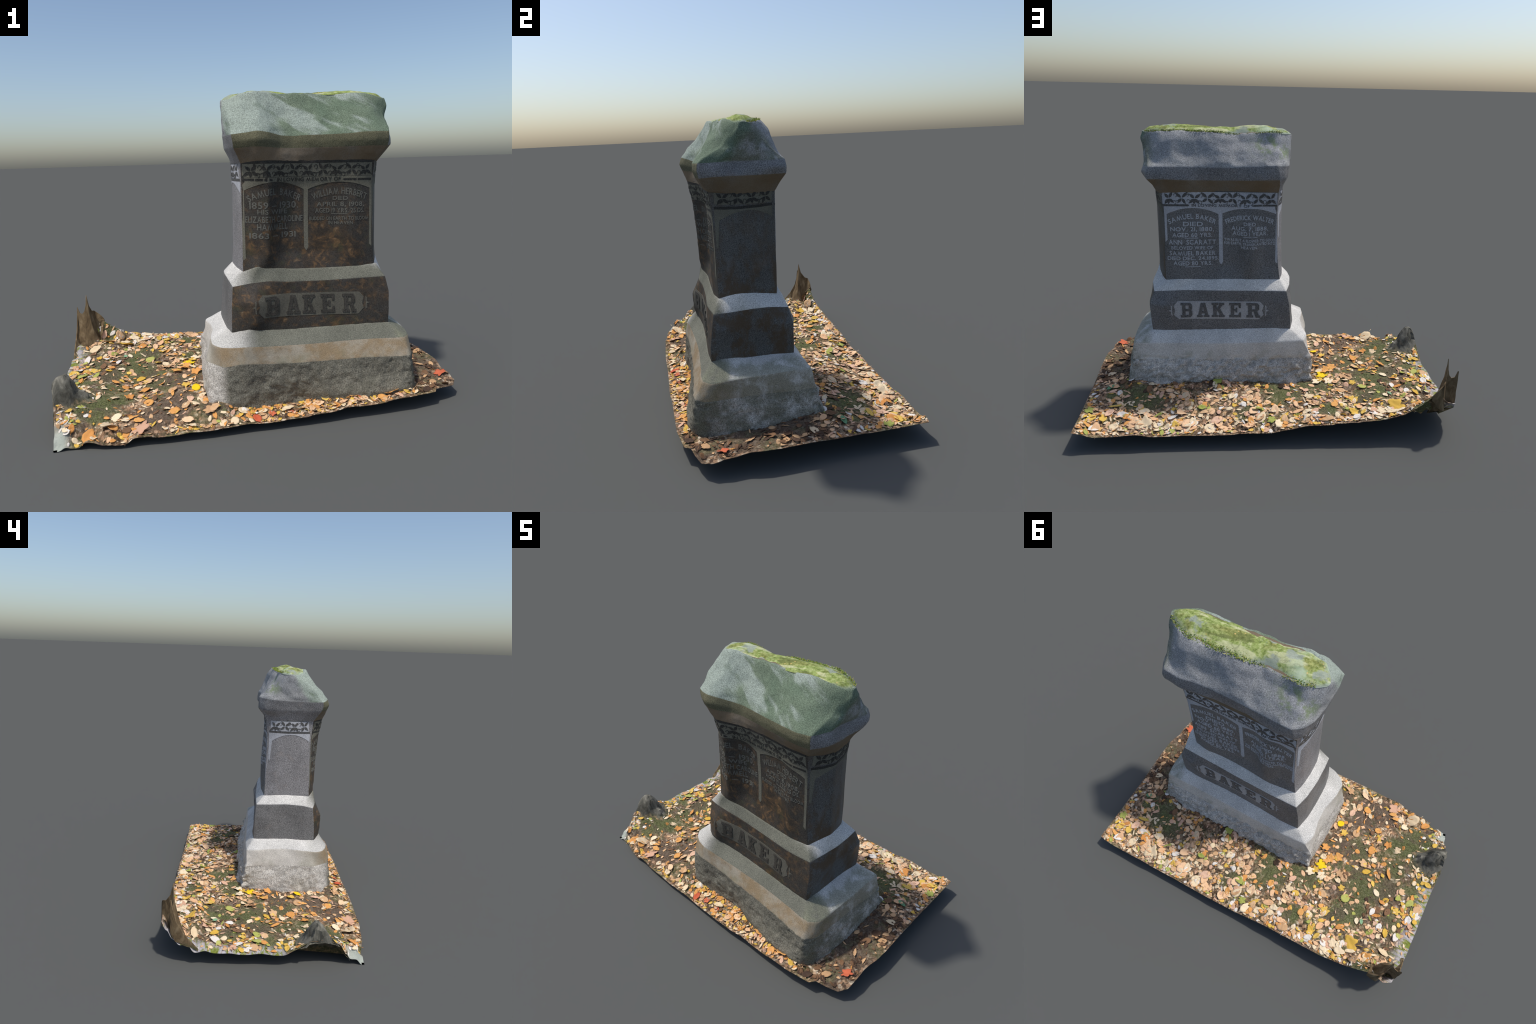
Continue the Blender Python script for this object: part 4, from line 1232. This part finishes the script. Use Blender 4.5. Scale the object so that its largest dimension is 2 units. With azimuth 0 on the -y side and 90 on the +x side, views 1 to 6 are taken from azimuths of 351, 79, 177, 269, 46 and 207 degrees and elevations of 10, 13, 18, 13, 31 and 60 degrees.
tries = 0
while count < 300 and tries < 5000:
    tries += 1
    x, y = rng.uniform(-.97, .98), rng.uniform(-.60, .60)
    if inside_plinth(x, y, .012):
        continue
    keep, w = leaf_mix(x, y)
    if rng.random() > keep:
        continue
    M = place(x, y, rng.uniform(.036, .062) * (1.3 if y > .4 else 1), rng.uniform(0, 6.28), rng.gauss(0, .15), rng.uniform(.003, .006))
    if M is None:
        continue
    if ground_at(x + .02, y)[0] is None or ground_at(x - .02, y)[0] is None or ground_at(x, y - .02)[0] is None or ground_at(x, y + .02)[0] is None:
        continue
    named_leaf(rng.choices(range(10), (5, 5, 4, 4, 2, 2, 2, 2, 1.5, 1.5))[0], M, rng.choices(list(w), list(w.values()))[0])
    count += 1

# the smaller leaves and scraps, too many to name
LITTER_SHAPES = [leaf_mesh("litter_leaf", k, 50 + i, 2, 10) for i, k in enumerate(["beech", "beech", "round", "willow", "willow", "beech"])]
SH = []
for me in LITTER_SHAPES:
    co = np.empty(len(me.vertices) * 3)
    me.vertices.foreach_get("co", co)
    SH.append((co.reshape(-1, 3), [tuple(p.vertices) for p in me.polygons]))
    bpy.data.meshes.remove(me)
verts, faces, mats = [], [], []
nv = made = 0
for _ in range(8000):
    x, y = rng.uniform(-.985, .99), rng.uniform(-.60, .60)
    if inside_plinth(x, y, .004):
        continue
    keep, wts = leaf_mix(x, y)
    if rng.random() > keep:
        continue
    M = place(x, y, rng.choice((.018, .023, .028, .033, .040)) * rng.uniform(.85, 1.15), rng.uniform(0, 6.28), rng.gauss(0, .24), rng.uniform(.001, .004))
    if M is None:
        continue
    co, fs = SH[rng.randrange(6)]
    A = np.array(M)
    verts.append(co @ A[:3, :3].T + A[:3, 3])
    mi = KEYS.index(rng.choices(list(wts), list(wts.values()))[0])
    faces += [tuple(i + nv for i in f) for f in fs]
    mats += [mi] * len(fs)
    nv += len(co)
    made += 1
me = bpy.data.meshes.new("leaf_litter")
me.from_pydata(np.concatenate(verts).tolist(), [], faces)
for k in KEYS:
    me.materials.append(LEAF_MATS[k])
me.polygons.foreach_set("material_index", mats)
me.polygons.foreach_set("use_smooth", [True] * len(faces))
litter = add_object("leaf_litter", me, ground)
litter["kind"] = "stuff"


# moss and grass cushions on the floor
bm = bmesh.new()
GRASS = [mat_plain("ground_moss_dark", (.075, .092, .034), .4), mat_plain("ground_moss_green", (.15, .18, .075), .4), mat_plain("ground_moss_bright", (.24, .34, .07), .4)]
for sx, sy, r in MOSS_SPOTS:
    bright = rng.random()
    for _ in range(int(9000 * r * r * 3)):
        a, q = rng.uniform(0, 6.28), r * math.sqrt(rng.random())
        x, y = sx + q * math.cos(a), sy + q * math.sin(a)
        if noise.noise(Vector((x, y, 0)) * 24) < q / r - .55:
            continue
        hit, _n = ground_at(x, y)
        if hit is None or inside_plinth(x, y):
            continue
        d = Vector((rng.gauss(0, .8), rng.gauss(0, .8), 1)).normalized() * rng.uniform(.003, .009)
        blade(bm, hit - Vector((0, 0, .001)), d, rng.uniform(.001, .002), rng.choices((0, 1, 2), (4, 3, .4 + bright))[0])
gm = bm_object("ground_moss", bm, GRASS, ground, 0)
gm["kind"] = "stuff"


# ------------------------------------------------------------------ stump remnants at the left edge
def mat_bark(name, a, b, c):
    n = Nodes(name, .95, .1)
    s = n.noise(20, 5, .65, n.stretch((1, 1, .35)), .6)
    col = n.ramp(s, [(.3, a), (.5, b), (.7, c)])
    foot = n.step(n.math("ADD", n.z, n.mul(n.noise(22, 4, .65), .08)), .17, .135)
    col = n.mix(n.mul(foot, .8), col, n.ramp(n.noise(45, 4, .7), [(.35, (.05, .06, .025)), (.5, (.13, .12, .06)), (.62, (.36, .25, .14))]))
    n.bump(s, .8, .01)
    return n.done(col)


BARK_BROWN = mat_bark("brown_bark", (.05, .034, .02), (.15, .105, .058), (.28, .21, .125))
BARK_GREY = mat_bark("grey_bark", (.04, .038, .03), (.115, .11, .09), (.26, .245, .20))


def stump_wall():
    """Torn remnant of a trunk: a thin standing shell with two splinters."""
    st = [(-.832, .540, .235, .256), (-.846, .541, .22, .275), (-.862, .540, .19, .292), (-.889, .532, .17, .316), (-.902, .512, .16, .322), (-.912, .485, .155, .362), (-.919, .470, .155, .432), (-.925, .467, .155, .372),
          (-.935, .464, .155, .335), (-.948, .466, .155, .318), (-.963, .470, .165, .325), (-.977, .475, .172, .363), (-.980, .464, .155, .300), (-.983, .450, .13, .250), (-.985, .43, .125, .215), (-.988, .41, .115, .182), (-.991, .385, .11, .155), (-.993, .355, .098, .125), (-.995, .33, .085, .098)]
    bm = bmesh.new()
    rows, n = 9, len(st)
    out, inn = [], []
    for i, (x, y, zb, zt) in enumerate(st):
        a, b = st[max(0, i - 1)], st[min(n - 1, i + 1)]
        t = Vector((b[0] - a[0], b[1] - a[1], 0)).normalized()
        nrm = Vector((-t.y, t.x, 0))              # towards the patch
        if nrm.dot(Vector((.6, -.6, 0))) < 0:
            nrm = -nrm
        co, ci = [], []
        for j in range(rows):
            k = j / (rows - 1)
            p = Vector((x, y, zb + (zt - zb) * k))
            f = noise.fractal(p * 26, .8, 2, 4) * .006 * (1 - k * .7)
            th = .004 + .012 * (1 - k)
            co.append(bm.verts.new(p - nrm * (th * .3 + f)))
            q = p + nrm * (th + .055 * (1 - k) ** 2.5 + f)
            q.z = p.z - .045 * (1 - k) ** 3
            ci.append(bm.verts.new(q))
        out.append(co)
        inn.append(ci)
    for i in range(n - 1):
        for j in range(rows - 1):
            bm.faces.new((out[i][j], out[i + 1][j], out[i + 1][j + 1], out[i][j + 1]))
            bm.faces.new((inn[i][j], inn[i][j + 1], inn[i + 1][j + 1], inn[i + 1][j]))
        bm.faces.new((out[i][-1], out[i + 1][-1], inn[i + 1][-1], inn[i][-1]))
        bm.faces.new((out[i][0], inn[i][0], inn[i + 1][0], out[i + 1][0]))
    for i in (0, n - 1):
        for j in range(rows - 1):
            bm.faces.new((out[i][j], out[i][j + 1], inn[i][j + 1], inn[i][j]))
    bmesh.ops.recalc_face_normals(bm, faces=bm.faces[:])
    return bm_object("tree_stump", bm, [BARK_BROWN], ground, 30)


def root_hump():
    """Grey bark hump where a root rises out of the floor and is cut off at the edge."""
    bm = bmesh.new()
    cx, cy, rn, an = -.938, -.302, 14, 40
    c = bm.verts.new((cx, cy, .236))
    prev = None
    rim = []
    for i in range(1, rn + 1):
        k = i / rn
        row = []
        for j in range(an):
            a = j / an * 2 * math.pi
            r = k * (.165 + .035 * math.sin(2 * a + .6) + .012 * math.sin(5 * a))
            x, y = cx + r * math.cos(a), cy + r * math.sin(a) * 1.05
            fall = (1 - k) ** 2.1 + .30 * math.exp(-(k / .26) ** 2)
            gh = ground_at(max(x, float(np.interp(y, [q[1] for q in EDGE_L], [q[0] for q in EDGE_L])) + .004), y)[0]
            zg = (gh.z if gh else ground_height(max(x, -.97), y)) - .010
            z = zg + (.236 - zg) * min(1.0, fall)
            xe = float(np.interp(y, [q[1] for q in EDGE_L], [q[0] for q in EDGE_L]))
            if x < xe:
                z, x = z - (xe - x) * .8, xe
            f = noise.fractal(Vector((x, y, z)) * 26, .8, 2, 4) * .011
            row.append(bm.verts.new((x + f, y + f, max(z + f, zg))))
        for j in range(an):
            q = (j + 1) % an
            if prev is None:
                bm.faces.new((c, row[j], row[q]))
            else:
                bm.faces.new((prev[j], row[j], row[q], prev[q]))
        prev = row
    bm.faces.new(prev[::-1])
    bmesh.ops.recalc_face_normals(bm, faces=bm.faces[:])
    return bm_object("root", bm, [BARK_GREY], ground, 28)


stump_wall()
root_hump()
